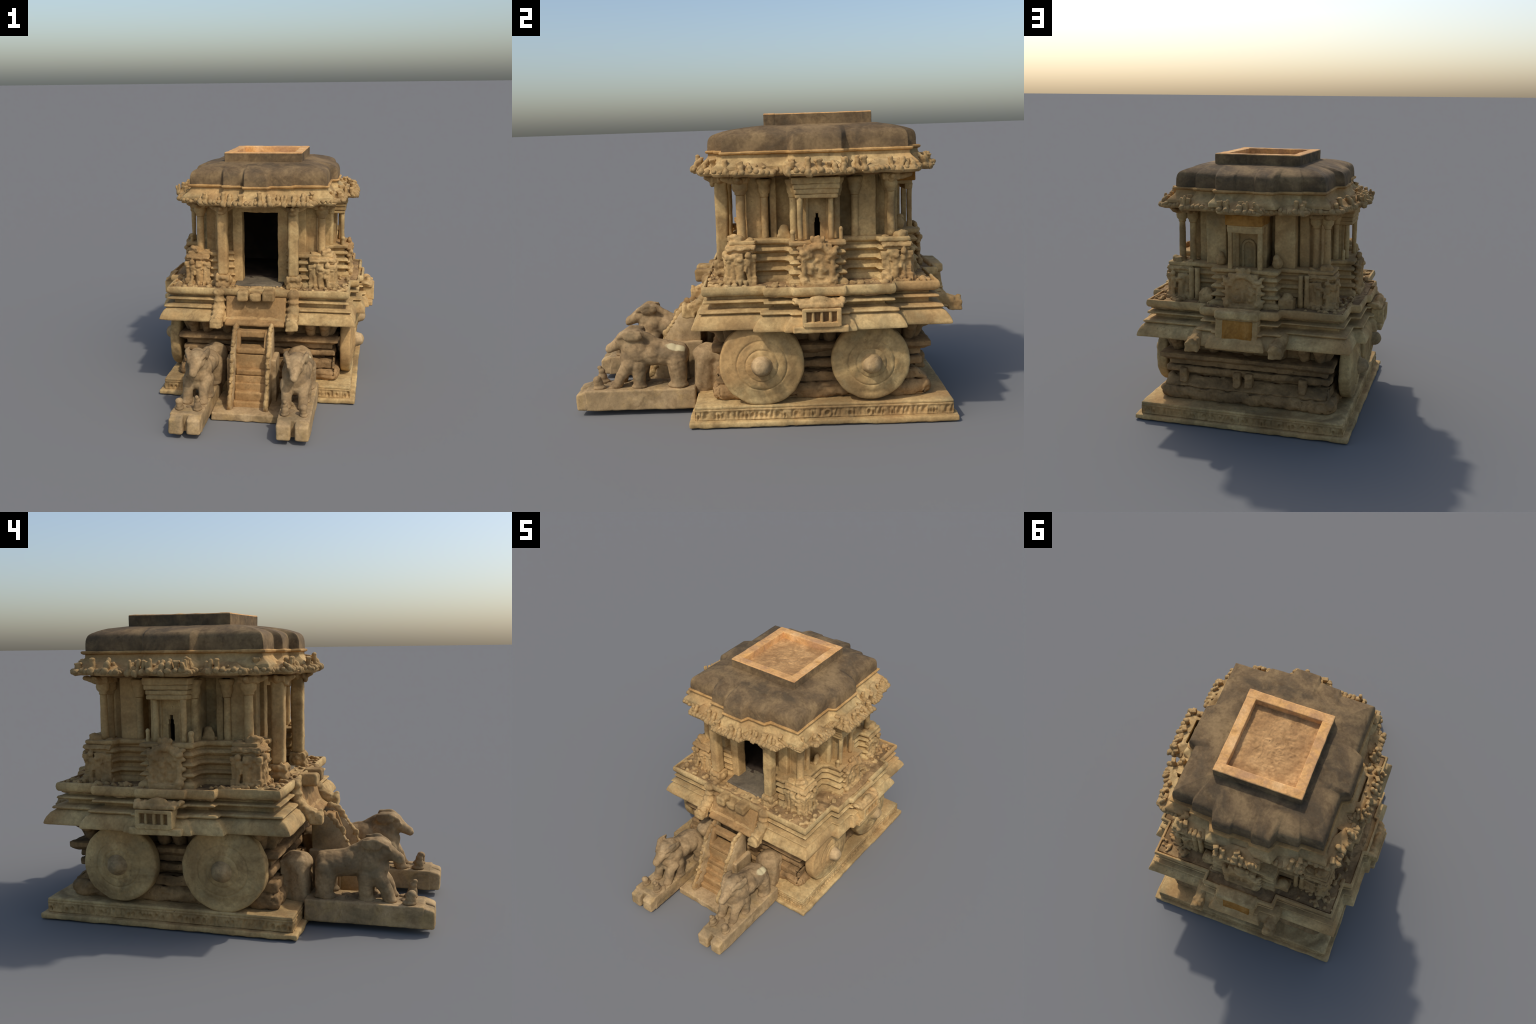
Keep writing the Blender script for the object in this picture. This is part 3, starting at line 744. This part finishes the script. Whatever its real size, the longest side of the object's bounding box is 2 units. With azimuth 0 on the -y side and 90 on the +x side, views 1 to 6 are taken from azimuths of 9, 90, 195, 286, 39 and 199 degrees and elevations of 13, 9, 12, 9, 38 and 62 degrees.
def relief_panel(face_axis, out, fixed, c, w, z0, z1, seed):
    """arched shrine relief: frame arch, colonettes, lumps of figures and a crest"""
    r = random.Random(seed); pr = []
    def Q(d, l, z): return (fixed + out * d, c + l, z) if face_axis == 'x' else (c + l, fixed + out * d, z)
    def R(d, l, z): return (d, l, z) if face_axis == 'x' else (l, d, z)
    h = z1 - z0
    pr.append(box(Q(-.012, 0, z0 + h * .44), R(.04, w * .80, h * .88)))
    pr.append(box(Q(.004, 0, z0 + .012), R(.05, w * .98, .024)))
    for s in (-1, 1):
        pr.append(cap(Q(.006, s * w * .42, z0 + .02), Q(.006, s * w * .42, z0 + h * .66), .014, .013))
        pr.append(ell(Q(.012, s * w * .43, z0 + h * .70), R(.020, .022, .018)))
        pr.append(ell(Q(.010, s * w * .46, z0 + h * .12), R(.018, .018, .020)))
        pr.append(ell(Q(.012, s * w * .40, z0 + .03), R(.022, .020, .018)))
        for k in range(4):
            pr.append(ell(Q(.0, s * w * .52, z0 + h * (.22 + .19 * k)), R(.016, .016, .010)))
    n = 9
    for i in range(n):
        a = math.pi * i / (n - 1)
        pr.append(ell(Q(.010, math.cos(a) * w * .34, z0 + h * (.62 + .20 * math.sin(a))), R(.016, .020, .014)))
    for i in range(14):
        pr.append(ell(Q(r.uniform(.006, .012), r.uniform(-.28, .28) * w, z0 + h * r.uniform(.15, .68)), R(r.uniform(.007, .012), r.uniform(.008, .02), r.uniform(.01, .024))))
    pr += [ell(Q(.012, 0, z0 + h * .84), R(.022, w * .17, h * .08)), box(Q(.0, 0, z0 + h * .83), R(.034, w * .5, h * .11)),
           ell(Q(.002, 0, z0 + h * .95), R(.018, w * .16, h * .06)), ell(Q(.002, 0, z1), R(.012, .016, .014)),
           ell(Q(.002, -w * .16, z0 + h * .98), R(.012, .012, .016)), ell(Q(.002, w * .16, z0 + h * .98), R(.012, .012, .016))]
    return sculpt(pr, 0.0045, 2, 0.003, 50, seed, 0.001, 0.003)

def column_mesh(x, y, z0, z1, r0, r1, capital=True, sides=24, seed=1, capr=2.0):
    H = z1 - z0
    pr = [(r0 * .5, 0), (r0 * 1.05, 0.001), (r0, .02), (r0 * .98, H * .25), ((r0 + r1) / 2, H * .5), (r1, H * .8)]
    if capital:
        c = r1 * capr
        pr += [(r1, H - .090), (r1 * 1.3, H - .084), (r1 * 1.25, H - .076), (c * .9, H - .064), (c, H - .048), (c * .92, H - .034), (c * 1.05, H - .024), (c * 1.25, H - .012), (c * 1.25, H)]
    else:
        pr += [(r1, H - .02), (r1 * 1.1, H)]
    pr += [(r1 * .5, H + .001)]
    fine = []
    for i in range(len(pr) - 1):
        k = max(1, int((pr[i + 1][1] - pr[i][1]) / 0.012))
        for j in range(k): fine.append((pr[i][0] + (pr[i + 1][0] - pr[i][0]) * j / k, pr[i][1] + (pr[i + 1][1] - pr[i][1]) * j / k))
    fine.append(pr[-1])
    me = lathe(fine, sides, (x, y, z0), 'Z'); erode(me, 0.0014, 28, seed, 0.0015); return me

def build_shrine():
    r = random.Random(3)
    for s in (1, -1):
        def X(a, b): return tuple(sorted((s * a, s * b)))
        kw = dict(res=0.013, amp=0.0018, r=0.005)
        # cella walls
        block('cella_wall', *X(0.270, 0.296), -0.100, 0.540, 0.87, 1.205, seed=140, **kw)
        block('cella_wall', *X(0.120, 0.290), -0.092, -0.066, 0.69, 1.205, seed=141, **kw)
        # door jambs
        block('door_jamb', *X(0.113, 0.174), -0.140, -0.062, 0.685, 1.190, mat='stone', seed=142, **kw)
        # side pilasters (back to front rhythm as carved)
        block('pilaster', *X(0.27, 0.354), -0.092, -0.020, 0.872, 1.19, seed=143, **kw)
        block('pilaster', *X(0.27, 0.342), 0.022, 0.056, 0.872, 1.19, seed=144, **kw)
        block('pilaster', *X(0.27, 0.380), 0.430, 0.544, 0.872, 1.19, seed=145, **kw)
        block('pilaster', *X(0.27, 0.428), 0.120, 0.222, 0.872, 1.19, seed=146, **kw)
        block('pilaster', *X(0.27, 0.424), 0.278, 0.352, 0.872, 1.19, seed=146, **kw)
        block('pilaster', *X(0.27, 0.424), 0.210, 0.290, 1.02, 1.19, seed=146, **kw)
        block('niche_recess', *X(0.29, 0.33), 0.215, 0.285, 0.872, 1.03, mat='painted_shade', seed=139, res=0.013, amp=0.001)  # shade inside the niche opening painted into this near-black colour
        block('pilaster', *X(0.222, 0.290), -0.132, -0.080, 0.872, 1.19, seed=147, **kw)
        for y, x in ((-0.004, 0.356), (0.138, 0.424), (0.345, 0.420), (0.440, 0.378)):
            add_object('half_column', column_mesh(s * x, y, 0.876, 1.18, 0.019, 0.018, True, 20, int(y * 100) + 50, 1.75), 'stone')
        # niche shrine of the side porch: wall with a real pointed opening
        for a, b in ((0.190, 0.236), (0.264, 0.312)):
            block('niche_wall', *X(0.415, 0.446), a, b, 0.876, 1.13, seed=148, **kw)
        block('niche_wall', *X(0.415, 0.4455), 0.228, 0.272, 1.012, 1.13, seed=149, **kw)
        for a, b, za in ((0.230, 0.2385, 0.968), (0.2615, 0.270, 0.968), (0.232, 0.2435, 0.990), (0.2565, 0.268, 0.990)):
            block('niche_arch', *X(0.416, 0.445), a, b, za, 1.02, res=0.006, r=0.004, amp=0.0006, seed=12)
        block('niche_recess', *X(0.31, 0.417), 0.224, 0.2345, 0.874, 1.02, mat='painted_shade', res=0.02, amp=0.0005, seed=137)
        block('niche_recess', *X(0.31, 0.417), 0.2655, 0.276, 0.874, 1.02, mat='painted_shade', res=0.02, amp=0.0005, seed=138)
        block('niche_jamb', *X(0.42, 0.458), 0.196, 0.208, 0.876, 1.11, seed=150, **kw)
        block('niche_jamb', *X(0.42, 0.458), 0.294, 0.306, 0.876, 1.11, seed=151, **kw)
        # porch columns, inverted stepped lintel, little posts
        add_object('porch_column', column_mesh(s * 0.499, 0.165, 0.885, 1.095, 0.0135, 0.0135, False, 16, 4), 'stone')
        add_object('porch_column', column_mesh(s * 0.480, 0.314, 0.885, 1.095, 0.0145, 0.0145, False, 16, 5), 'stone')
        for k, (e, za, zb) in enumerate(((0.0, 1.090, 1.112), (0.004, 1.1115, 1.136), (0.010, 1.1355, 1.160), (0.016, 1.1595, 1.192))):
            block('porch_lintel', *X(0.37, 0.516 + e * .8), 0.142 - e, 0.348 + e * .7, za, zb, res=0.01, amp=0.002, r=0.007, seed=152 + k)
        pr = [cap((s * .505, .128, .885), (s * .505, .128, .915), .013, .012), ell((s * .505, .128, .930), (.015, .015, .015))]
        add_object('porch_post', sculpt(pr, 0.004, 3, 0.001, 50, 3), 'stone')
        pr = [cap((s * .47, .362, .885), (s * .47, .362, .925), .010, .010), ell((s * .47, .362, .936), (.011, .011, .014))]
        add_object('porch_post', sculpt(pr, 0.004, 3, 0.001, 50, 3), 'stone')
        pr = [ell((s * .368, .088, .905), (.016, .032, .04)), ell((s * .366, .090, .935), (.013, .023, .02)), box((s * .360, .088, .892), (.05, .07, .02))]
        add_object('wall_relief', sculpt(pr, 0.005, 4, 0.002, 40, 3), 'carved')
        # free-standing corner columns
        add_object('round_column', column_mesh(s * 0.386, -0.120, 0.870, 1.195, 0.0245, 0.0215, True, 24, 7, 1.9), 'stone')
        add_object('round_column', column_mesh(s * 0.425, 0.610, 0.890, 1.195, 0.0190, 0.0165, True, 22, 8, 2.1), 'stone')
        add_object('round_column', column_mesh(s * 0.362, 0.606, 0.872, 1.195, 0.0185, 0.0175, True, 22, 9, 2.0), 'stone')
        # bracket beams over the columns
        pr = [box((s * .386, -.12, 1.180), (.085, .085, .03)), cap((s * .386, -.16, 1.178), (s * .39, -.205, 1.188), .020, .012), cap((s * .42, -.12, 1.176), (s * .462, -.125, 1.186), .020, .011),
              cap((s * .35, -.12, 1.176), (s * .32, -.15, 1.186), .020, .011)]
        add_object('column_bracket', sculpt(pr, 0.005, 4, 0.003, 45, 15), 'carved')
        pr = [box((s * .395, .61, 1.180), (.13, .085, .03)), cap((s * .43, .64, 1.176), (s * .44, .70, 1.188), .020, .012), cap((s * .45, .61, 1.172), (s * .495, .612, 1.186), .022, .010),
              cap((s * .36, .64, 1.176), (s * .35, .70, 1.186), .020, .012)]
        add_object('column_bracket', sculpt(pr, 0.005, 4, 0.003, 45, 16), 'carved')
        # front pillars on carved bases
        me = block_mesh(*X(0.189, 0.253), -0.257, -0.189, 0.755, 1.175, res=0.011, r=0.016, amp=0.002, seed=160 + s, broad=0.003)
        add_object('pillar', me, 'stone')
        pr = [box((s * .221, -.249, .715), (.084, .084, .09)), ell((s * .221, -.292, .745), (.03, .014, .016)), ell((s * .250, -.285, .735), (.016, .016, .02)), ell((s * .192, -.285, .735), (.016, .016, .02)),
              ell((s * .221, -.292, .70), (.032, .014, .02)), ell((s * .262, -.25, .74), (.014, .03, .018)), ell((s * .262, -.25, .70), (.016, .034, .02)), ell((s * .18, -.25, .72), (.014, .03, .025)),
              ell((s * .245, -.285, .692), (.02, .016, .02)), ell((s * .196, -.285, .692), (.02, .016, .02)), ell((s * .255, -.27, .757), (.012, .012, .014))]
        pr = [(p[0],) + tuple((q[0], q[1] + 0.026, q[2]) if k < (2 if p[0] == 'c' else 1) else q for k, q in enumerate(p[1:])) for p in pr]
        add_object('pillar_base', sculpt(pr, 0.0045, 2, 0.003, 55, 17), 'carved')
        pr = [box((s * .221, -.249, 1.178), (.082, .082, .03)), cap((s * .221, -.28, 1.172), (s * .221, -.325, 1.186), .022, .012), cap((s * .25, -.25, 1.172), (s * .295, -.25, 1.188), .02, .012),
              cap((s * .19, -.25, 1.172), (s * .15, -.25, 1.188), .02, .012), ell((s * .221, -.29, 1.152), (.028, .016, .014))]
        pr = [(p[0],) + tuple((q[0], q[1] + 0.026, q[2]) if k < (2 if p[0] == 'c' else 1) else q for k, q in enumerate(p[1:])) for p in pr]
        add_object('pillar_capital', sculpt(pr, 0.005, 3, 0.002, 50, 18), 'carved')
        # carved corner piers
        me = pier_mesh(0.314, 0.468, -0.194, -0.055, 1, -1, 170); me = me if s > 0 else mirror_mesh(me)
        add_object('carved_pier', me, 'carved')
        me = pier_mesh(0.340, 0.482, 0.556, 0.700, 1, 1, 171); me = me if s > 0 else mirror_mesh(me)
        add_object('carved_pier', me, 'carved')
        # porch relief on the side
        add_object('relief_panel', relief_panel('x', s, s * 0.541, 0.245, 0.165, 0.672, 0.905, 180 + s), 'carved')
        # back panels flanking the rear niche
        block('wall_panel', *X(0.141, 0.257), 0.600, 0.668, 0.868, 1.19, seed=190, **kw)
        block('wall_panel', *X(0.266, 0.320), 0.530, 0.600, 0.868, 1.19, seed=191, **kw)
        block('porch_column', *X(0.073, 0.097), 0.748, 0.774, 0.880, 1.100, res=0.01, amp=0.0012, r=0.005, seed=156)
        pr = [ell((s * .165, .69, .915), (.03, .03, .035)), ell((s * .16, .70, .945), (.02, .02, .022))]
        add_object('boulder', sculpt(pr, 0.005, 4, 0.003, 40, 4), 'carved')
        # stumps on the deck beside the rear relief
        pr = [box((s * .232, .735, .700), (.085, .07, .07)), ell((s * .232, .735, .742), (.03, .026, .022)), ell((s * .25, .745, .73), (.02, .02, .02))]
        add_object('broken_stump', sculpt(pr, 0.006, 4, 0.004, 35, 44), 'carved')
        # pilaster strips on the podium between rear pier and porch
        for xx in (0.30, 0.335):
            add_object('podium_colonette', column_mesh(s * xx, 0.706, 0.680, 0.860, 0.016, 0.014, False, 16, 5), 'stone')
    block('cella_wall', -0.335, 0.335, 0.540, 0.566, 0.87, 1.205, res=0.013, amp=0.0015, seed=192)
    block('door_lintel', -0.176, 0.176, -0.138, -0.064, 1.137, 1.204, res=0.011, amp=0.002, seed=193, r=0.006)
    # sanctum lining, base colour darkened to give the doorway its black interior shade
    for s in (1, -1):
        block('sanctum_wall', *sorted((s * 0.258, s * 0.274)), -0.075, 0.535, 0.69, 1.188, mat='painted_shade', res=0.03, amp=0.001, seed=198)
    block('sanctum_wall', -0.27, 0.27, 0.50, 0.538, 0.69, 1.188, mat='painted_shade', res=0.03, amp=0.001, seed=199)
    block('sanctum_wall', -0.27, 0.27, -0.06, 0.52, 0.66, 0.696, mat='painted_shade', res=0.03, amp=0.001, seed=189)
    block('sanctum_wall', -0.27, 0.27, -0.06, 0.52, 1.176, 1.195, mat='painted_shade', res=0.03, amp=0.001, seed=188)
    # rear niche with blind arch
    block('niche_block', -0.100, 0.100, 0.56, 0.686, 0.87, 1.185, res=0.012, amp=0.0015, seed=194)
    arch = []
    for i in range(11):
        a = math.pi * i / 10; arch.append(ell((math.cos(a) * .034, 0.690, 1.0 + math.sin(a) * .034), (.010, .008, .010)))
    arch += [cap((-.034, .690, .885), (-.034, .690, 1.0), .010, .010), cap((.034, .690, .885), (.034, .690, 1.0), .010, .010)]
    add_object('niche_arch', sculpt(arch, 0.004, 3), 'stone')
    for s in (1, -1):
        block('niche_jamb', *sorted((s * .052, s * .070)), .68, .714, .876, 1.14, res=0.012, amp=0.001, seed=195)
    block('porch_lintel', -0.100, 0.100, 0.735, 0.777, 1.086, 1.118, res=0.01, amp=0.0015, seed=187, r=0.005)
    block('porch_lintel', -0.100, 0.100, 0.62, 0.776, 1.114, 1.196, res=0.011, amp=0.002, seed=196, r=0.006)
    block('porch_lintel', -0.106, 0.108, 0.63, 0.792, 1.130, 1.192, mat='panel', res=0.011, amp=0.002, seed=197, r=0.008)
    add_object('relief_panel', relief_panel('y', 1, 0.800, 0.0, 0.21, 0.672, 0.895, 185), 'carved')
    # ceiling slab carrying the roof
    plan = full_plan(offset_plan_half(LEDGE, -0.03))
    z0, z1 = 1.188, 1.30
    vs = [(x, y, z0) for x, y in plan] + [(x, y, z1) for x, y in plan]; n = len(plan)
    fs = [(i, (i + 1) % n, n + (i + 1) % n, n + i) for i in range(n)] + [list(range(n))[::-1], list(range(n, 2 * n))]
    me = mesh_from(vs, fs); bm = bmesh.new(); bm.from_mesh(me); bmesh.ops.triangulate(bm, faces=[f for f in bm.faces if len(f.verts) > 4]); bm.to_mesh(me); bm.free()
    add_object('ceiling_slab', me, 'rough', smooth=False)

# roof ---------------------------------------------------------------------
LEDGE = [(0, -0.308), (0.078, -0.306), (0.094, -0.258), (0.214, -0.254), (0.232, -0.216), (0.436, -0.214), (0.434, 0.108), (0.478, 0.134), (0.478, 0.378), (0.434, 0.402),
         (0.436, 0.716), (0.312, 0.718), (0.306, 0.744), (0.188, 0.750), (0.166, 0.804), (0.055, 0.804), (0.046, 0.790), (0, 0.790)]
CORNICE = [(0, -0.378), (0.118, -0.376), (0.130, -0.328), (0.350, -0.322), (0.366, -0.246), (0.474, -0.246), (0.482, -0.150), (0.526, -0.146), (0.532, 0.048), (0.486, 0.058), (0.486, 0.092),
           (0.594, 0.098), (0.594, 0.408), (0.506, 0.416), (0.506, 0.452), (0.562, 0.458), (0.560, 0.545), (0.528, 0.600), (0.522, 0.716), (0.474, 0.748), (0.362, 0.752), (0.354, 0.822),
           (0.205, 0.824), (0.190, 0.806), (0.128, 0.832), (0.120, 0.888), (0, 0.888)]
def offset_plan_half(half, o):
    full = full_plan(half); q = offset_poly(full, o)
    h = q[:len(half)]; return [(max(0, x), y) for x, y in h]

def build_roof():
    plan = full_plan(LEDGE)
    ledge = [(-0.012, 1.319), (-0.002, 1.318), (0.002, 1.313), (0.0, 1.306), (-0.008, 1.302), (-0.05, 1.301), (-0.05, 1.319)]
    add_object('roof_ledge', moulding_mesh(plan, fine_profile(ledge, 0.006), amp=0.0016, seed=200, cham=0.004), 'ochre')
    wall = [(-0.013, 1.304), (-0.012, 1.288), (-0.004, 1.276), (0.006, 1.267), (0.018, 1.257), (0.026, 1.248), (0.027, 1.232), (-0.02, 1.215), (-0.07, 1.215), (-0.07, 1.304)]
    add_object('roof_frieze', moulding_mesh(plan, fine_profile(wall, 0.008), amp=0.002, seed=201, cham=0.004), 'stone')
    cor = full_plan(offset_plan_half(CORNICE, -0.004))
    prof = [(-0.006, 1.201), (0.002, 1.206), (0.006, 1.214), (0.003, 1.223), (-0.006, 1.229), (-0.016, 1.231), (-0.03, 1.238), (-0.055, 1.256), (-0.07, 1.264), (-0.075, 1.264), (-0.075, 1.206), (-0.04, 1.202)]
    add_object('cornice_slab', moulding_mesh(cor, fine_profile(prof, 0.009), amp=0.003, seed=202, cham=0.008, broad=0.003), 'carved')
    build_cornice_carvings(cor)
    # dark cushion dome
    base = chamfer([(x, y - 0.010 if y > 0.6 else y) for x, y in full_plan(offset_plan_half(LEDGE, -0.010))], 0.003)
    pts = []
    n = len(base)
    for i in range(n):
        a, b = base[i], base[(i + 1) % n]
        k = max(1, int(round(math.hypot(b[0] - a[0], b[1] - a[1]) / 0.010)))
        for j in range(k): pts.append((a[0] + (b[0] - a[0]) * j / k, a[1] + (b[1] - a[1]) * j / k))
    B = np.array(pts)
    C = np.stack([np.clip(B[:, 0], -0.235, 0.235), np.clip(B[:, 1], 0.02, 0.53)], 1)
    prof = [(-0.02, 1.316), (0.0, 1.317), (0.002, 1.335), (0.006, 1.352), (0.014, 1.368), (0.030, 1.381), (0.055, 1.391), (0.09, 1.398), (0.14, 1.4035), (0.18, 1.407), (0.26, 1.414),
            (0.36, 1.420), (0.48, 1.426), (0.62, 1.431), (0.78, 1.436), (0.92, 1.439), (1.0, 1.440)]
    rings = []
    for t, z in prof:
        q = B + (C - B) * t
        rings.append(np.column_stack([q, np.full(len(q), z)]))
    m = len(B); verts = np.concatenate(rings); faces = []
    for i in range(len(prof) - 1):
        for j in range(m):
            j2 = (j + 1) % m; faces.append((i * m + j, i * m + j2, (i + 1) * m + j2, (i + 1) * m + j))
    top = len(verts); verts = np.concatenate([verts, [[0, 0.27, 1.440]]])
    for j in range(m): faces.append(((len(prof) - 1) * m + j, (len(prof) - 1) * m + (j + 1) % m, top))
    me = mesh_from(verts, faces); fix_normals(me); erode(me, 0.0012, 18, 203, 0.0025); SHARP.append(me)
    add_object('roof_dome', me, 'roof')
    # parapet frame: dark outer faces, pale coping and inner faces
    def wallpiece(x0, x1, y0, y1, seed):
        me = block_mesh(x0, x1, y0, y1, 1.425, 1.496, res=0.010, r=0.005, amp=0.0015, seed=seed, broad=0.0015)
        me.materials.append(M['rim']); me.materials.append(M['roof'])
        for p in me.polygons:
            c = p.center; outer = abs(c.x) > 0.2425 or c.y < 0.0125 or c.y > 0.5385
            if outer and c.z < 1.4915 and p.normal.z < 0.6: p.material_index = 1
        add_object('roof_parapet', me, None)
    wallpiece(-0.248, 0.248, 0.007, 0.063, 210); wallpiece(-0.248, 0.248, 0.489, 0.544, 211)
    wallpiece(-0.2475, -0.190, 0.055, 0.497, 212); wallpiece(0.190, 0.2475, 0.055, 0.497, 213)
    me = block_mesh(-0.20, 0.20, 0.055, 0.497, 1.425, 1.449, res=0.0042, r=0.003, amp=0.0015, seed=214, freq=60, pits=0.004)
    c = get_co(me)
    up = c[:, 2] > 1.443
    rr = np.hypot(c[:, 0], c[:, 1] - 0.275)
    c[up, 2] += 0.0022 * np.clip(1 - rr[up] / .22, 0, 1) * np.sin(vnoise(c[up], 30, 5) * 11) + 0.0018 * vnoise(c[up], 70, 8)
    edge = np.clip(1 - np.minimum(.19 - np.abs(c[:, 0]), .213 - np.abs(c[:, 1] - .275)) / .03, 0, 1)
    c[up, 2] += 0.004 * edge[up]
    set_co(me, c)
    add_object('roof_floor', me, 'sand')

def build_cornice_carvings(cor):
    """worn upright antefixes and hanging beads all along the cornice edge, a few shapes shared and varied"""
    r = random.Random(77); kinds = []
    for k in range(10):
        q = [ell((0, .004, -.001), (.017, .019, .017)), cap((0, .0, .002), (0, -.034, .016), .014, .012)]
        if k % 5 == 0: q += [cap((0, -.020, .008), (0, -.022, .046), .013, .012), ell((0, -.022, .054), (.014, .013, .008))]
        elif k % 5 == 1: q += [box((.0, -.024, .030), (.034, .024, .044), (.1, .1, .2)), ell((0, -.004, .018), (.015, .014, .014))]
        elif k % 5 == 2: q += [cap((-.006, -.010, .006), (-.008, -.018, .050), .012, .010), cap((.012, -.016, .006), (.014, -.028, .040), .011, .010)]
        elif k % 5 == 3: q += [box((0, -.026, .026), (.026, .022, .050), (-.1, .05, .3)), box((0, -.024, .050), (.036, .026, .012), (-.1, .05, .3))]
        else: q += [ell((0, -.012, .022), (.018, .016, .022)), ell((.004, -.028, .042), (.013, .013, .016))]
        if k > 4: q += [ell((-.012, .010, -.008), (.009, .010, .012))]
        me = sculpt(q, 0.004, 1, 0.0022, 60, 300 + k, 0.002); me.materials.append(M['carved'])
        me.polygons.foreach_set('use_smooth', [True] * len(me.polygons)); kinds.append(me)
    bead = []
    for k in range(4):
        me = sculpt([ell((0, 0, 0), (.015, .015, .014)), cap((0, -.004, .0), (0, -.020, .008), .012, .010)], 0.004, 2, 0.002, 60, 330 + k); me.materials.append(M['carved'])
        me.polygons.foreach_set('use_smooth', [True] * len(me.polygons)); bead.append(me)
    n = len(cor); cnt = 0
    for i in range(n):
        a = Vector(cor[i]); b = Vector(cor[(i + 1) % n]); d = b - a; L = d.length
        if L < 0.03: continue
        nrm = Vector((d.y, -d.x)).normalized(); t = r.uniform(0.004, 0.012); ang = math.atan2(nrm.y, nrm.x) - math.pi / 2
        notch = L < 0.07
        while t < L - 0.002:
            p = a + d.normalized() * t
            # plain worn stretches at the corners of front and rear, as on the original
            bare = (abs(p.x) > 0.37 and (p.y < -0.2 or p.y > 0.72)) or notch or (0.14 < p.x < 0.20 and p.y > .7) or (-0.28 < p.x < -0.13 and p.y > .7)
            use = bead if (bare and r.random() < .92) or r.random() < .42 else kinds
            me = r.choice(use)
            o = bpy.data.objects.new('cornice_carving', me); bpy.context.collection.objects.link(o); o.parent = ROOT
            sc = r.uniform(.85, 1.12)
            q = p - nrm * r.uniform(0.004, 0.012) if use is kinds else p - nrm * 0.003
            o.location = (q.x, q.y, 1.2215 + r.uniform(-.005, .006)); o.rotation_euler = (r.uniform(-.15, .15), r.uniform(-.15, .15), ang + r.uniform(-.25, .25))
            o.scale = (sc, sc, sc * r.uniform(.85, 1.1)); cnt += 1
            t += r.uniform(0.028, 0.042) if use is kinds else r.uniform(0.020, 0.032)
    # small broken lumps on the slope behind the edge
    q = []
    for k in range(60):
        i = r.randrange(n); a = Vector(cor[i]); b = Vector(cor[(i + 1) % n]); d = b - a
        if d.length < .08: continue
        nrm = Vector((d.y, -d.x)).normalized(); u = r.uniform(.03, .085); p = a + d * r.uniform(.05, .95) - nrm * u
        if abs(p.x) > .36 and (p.y < -.15 or p.y > .66): continue
        s = r.uniform(.006, .013); q.append(ell((p.x, p.y, 1.229 + u * .38 + s * .3), (s, s * r.uniform(.8, 1.3), s * r.uniform(.8, 1.6))))
    o = add_object('cornice_rubble', sculpt(q, 0.004, 2, 0.002, 60, 41), 'carved'); o['kind'] = 'stuff'

# ================================================================== main
def main():
    global ROOT
    build_materials()
    ROOT = bpy.data.objects.new('stone_chariot', None); bpy.context.collection.objects.link(ROOT)
    ROOT['label'] = 'weathered sandstone temple chariot with wheels, pillars and two elephants'
    ROOT['category'] = 'stone chariot'
    build_base(); build_understructure(); build_wheels(); build_deck(); build_spouts(); build_windows()
    build_stairs(); build_elephants(); build_podium(); build_shrine(); build_roof()

main()
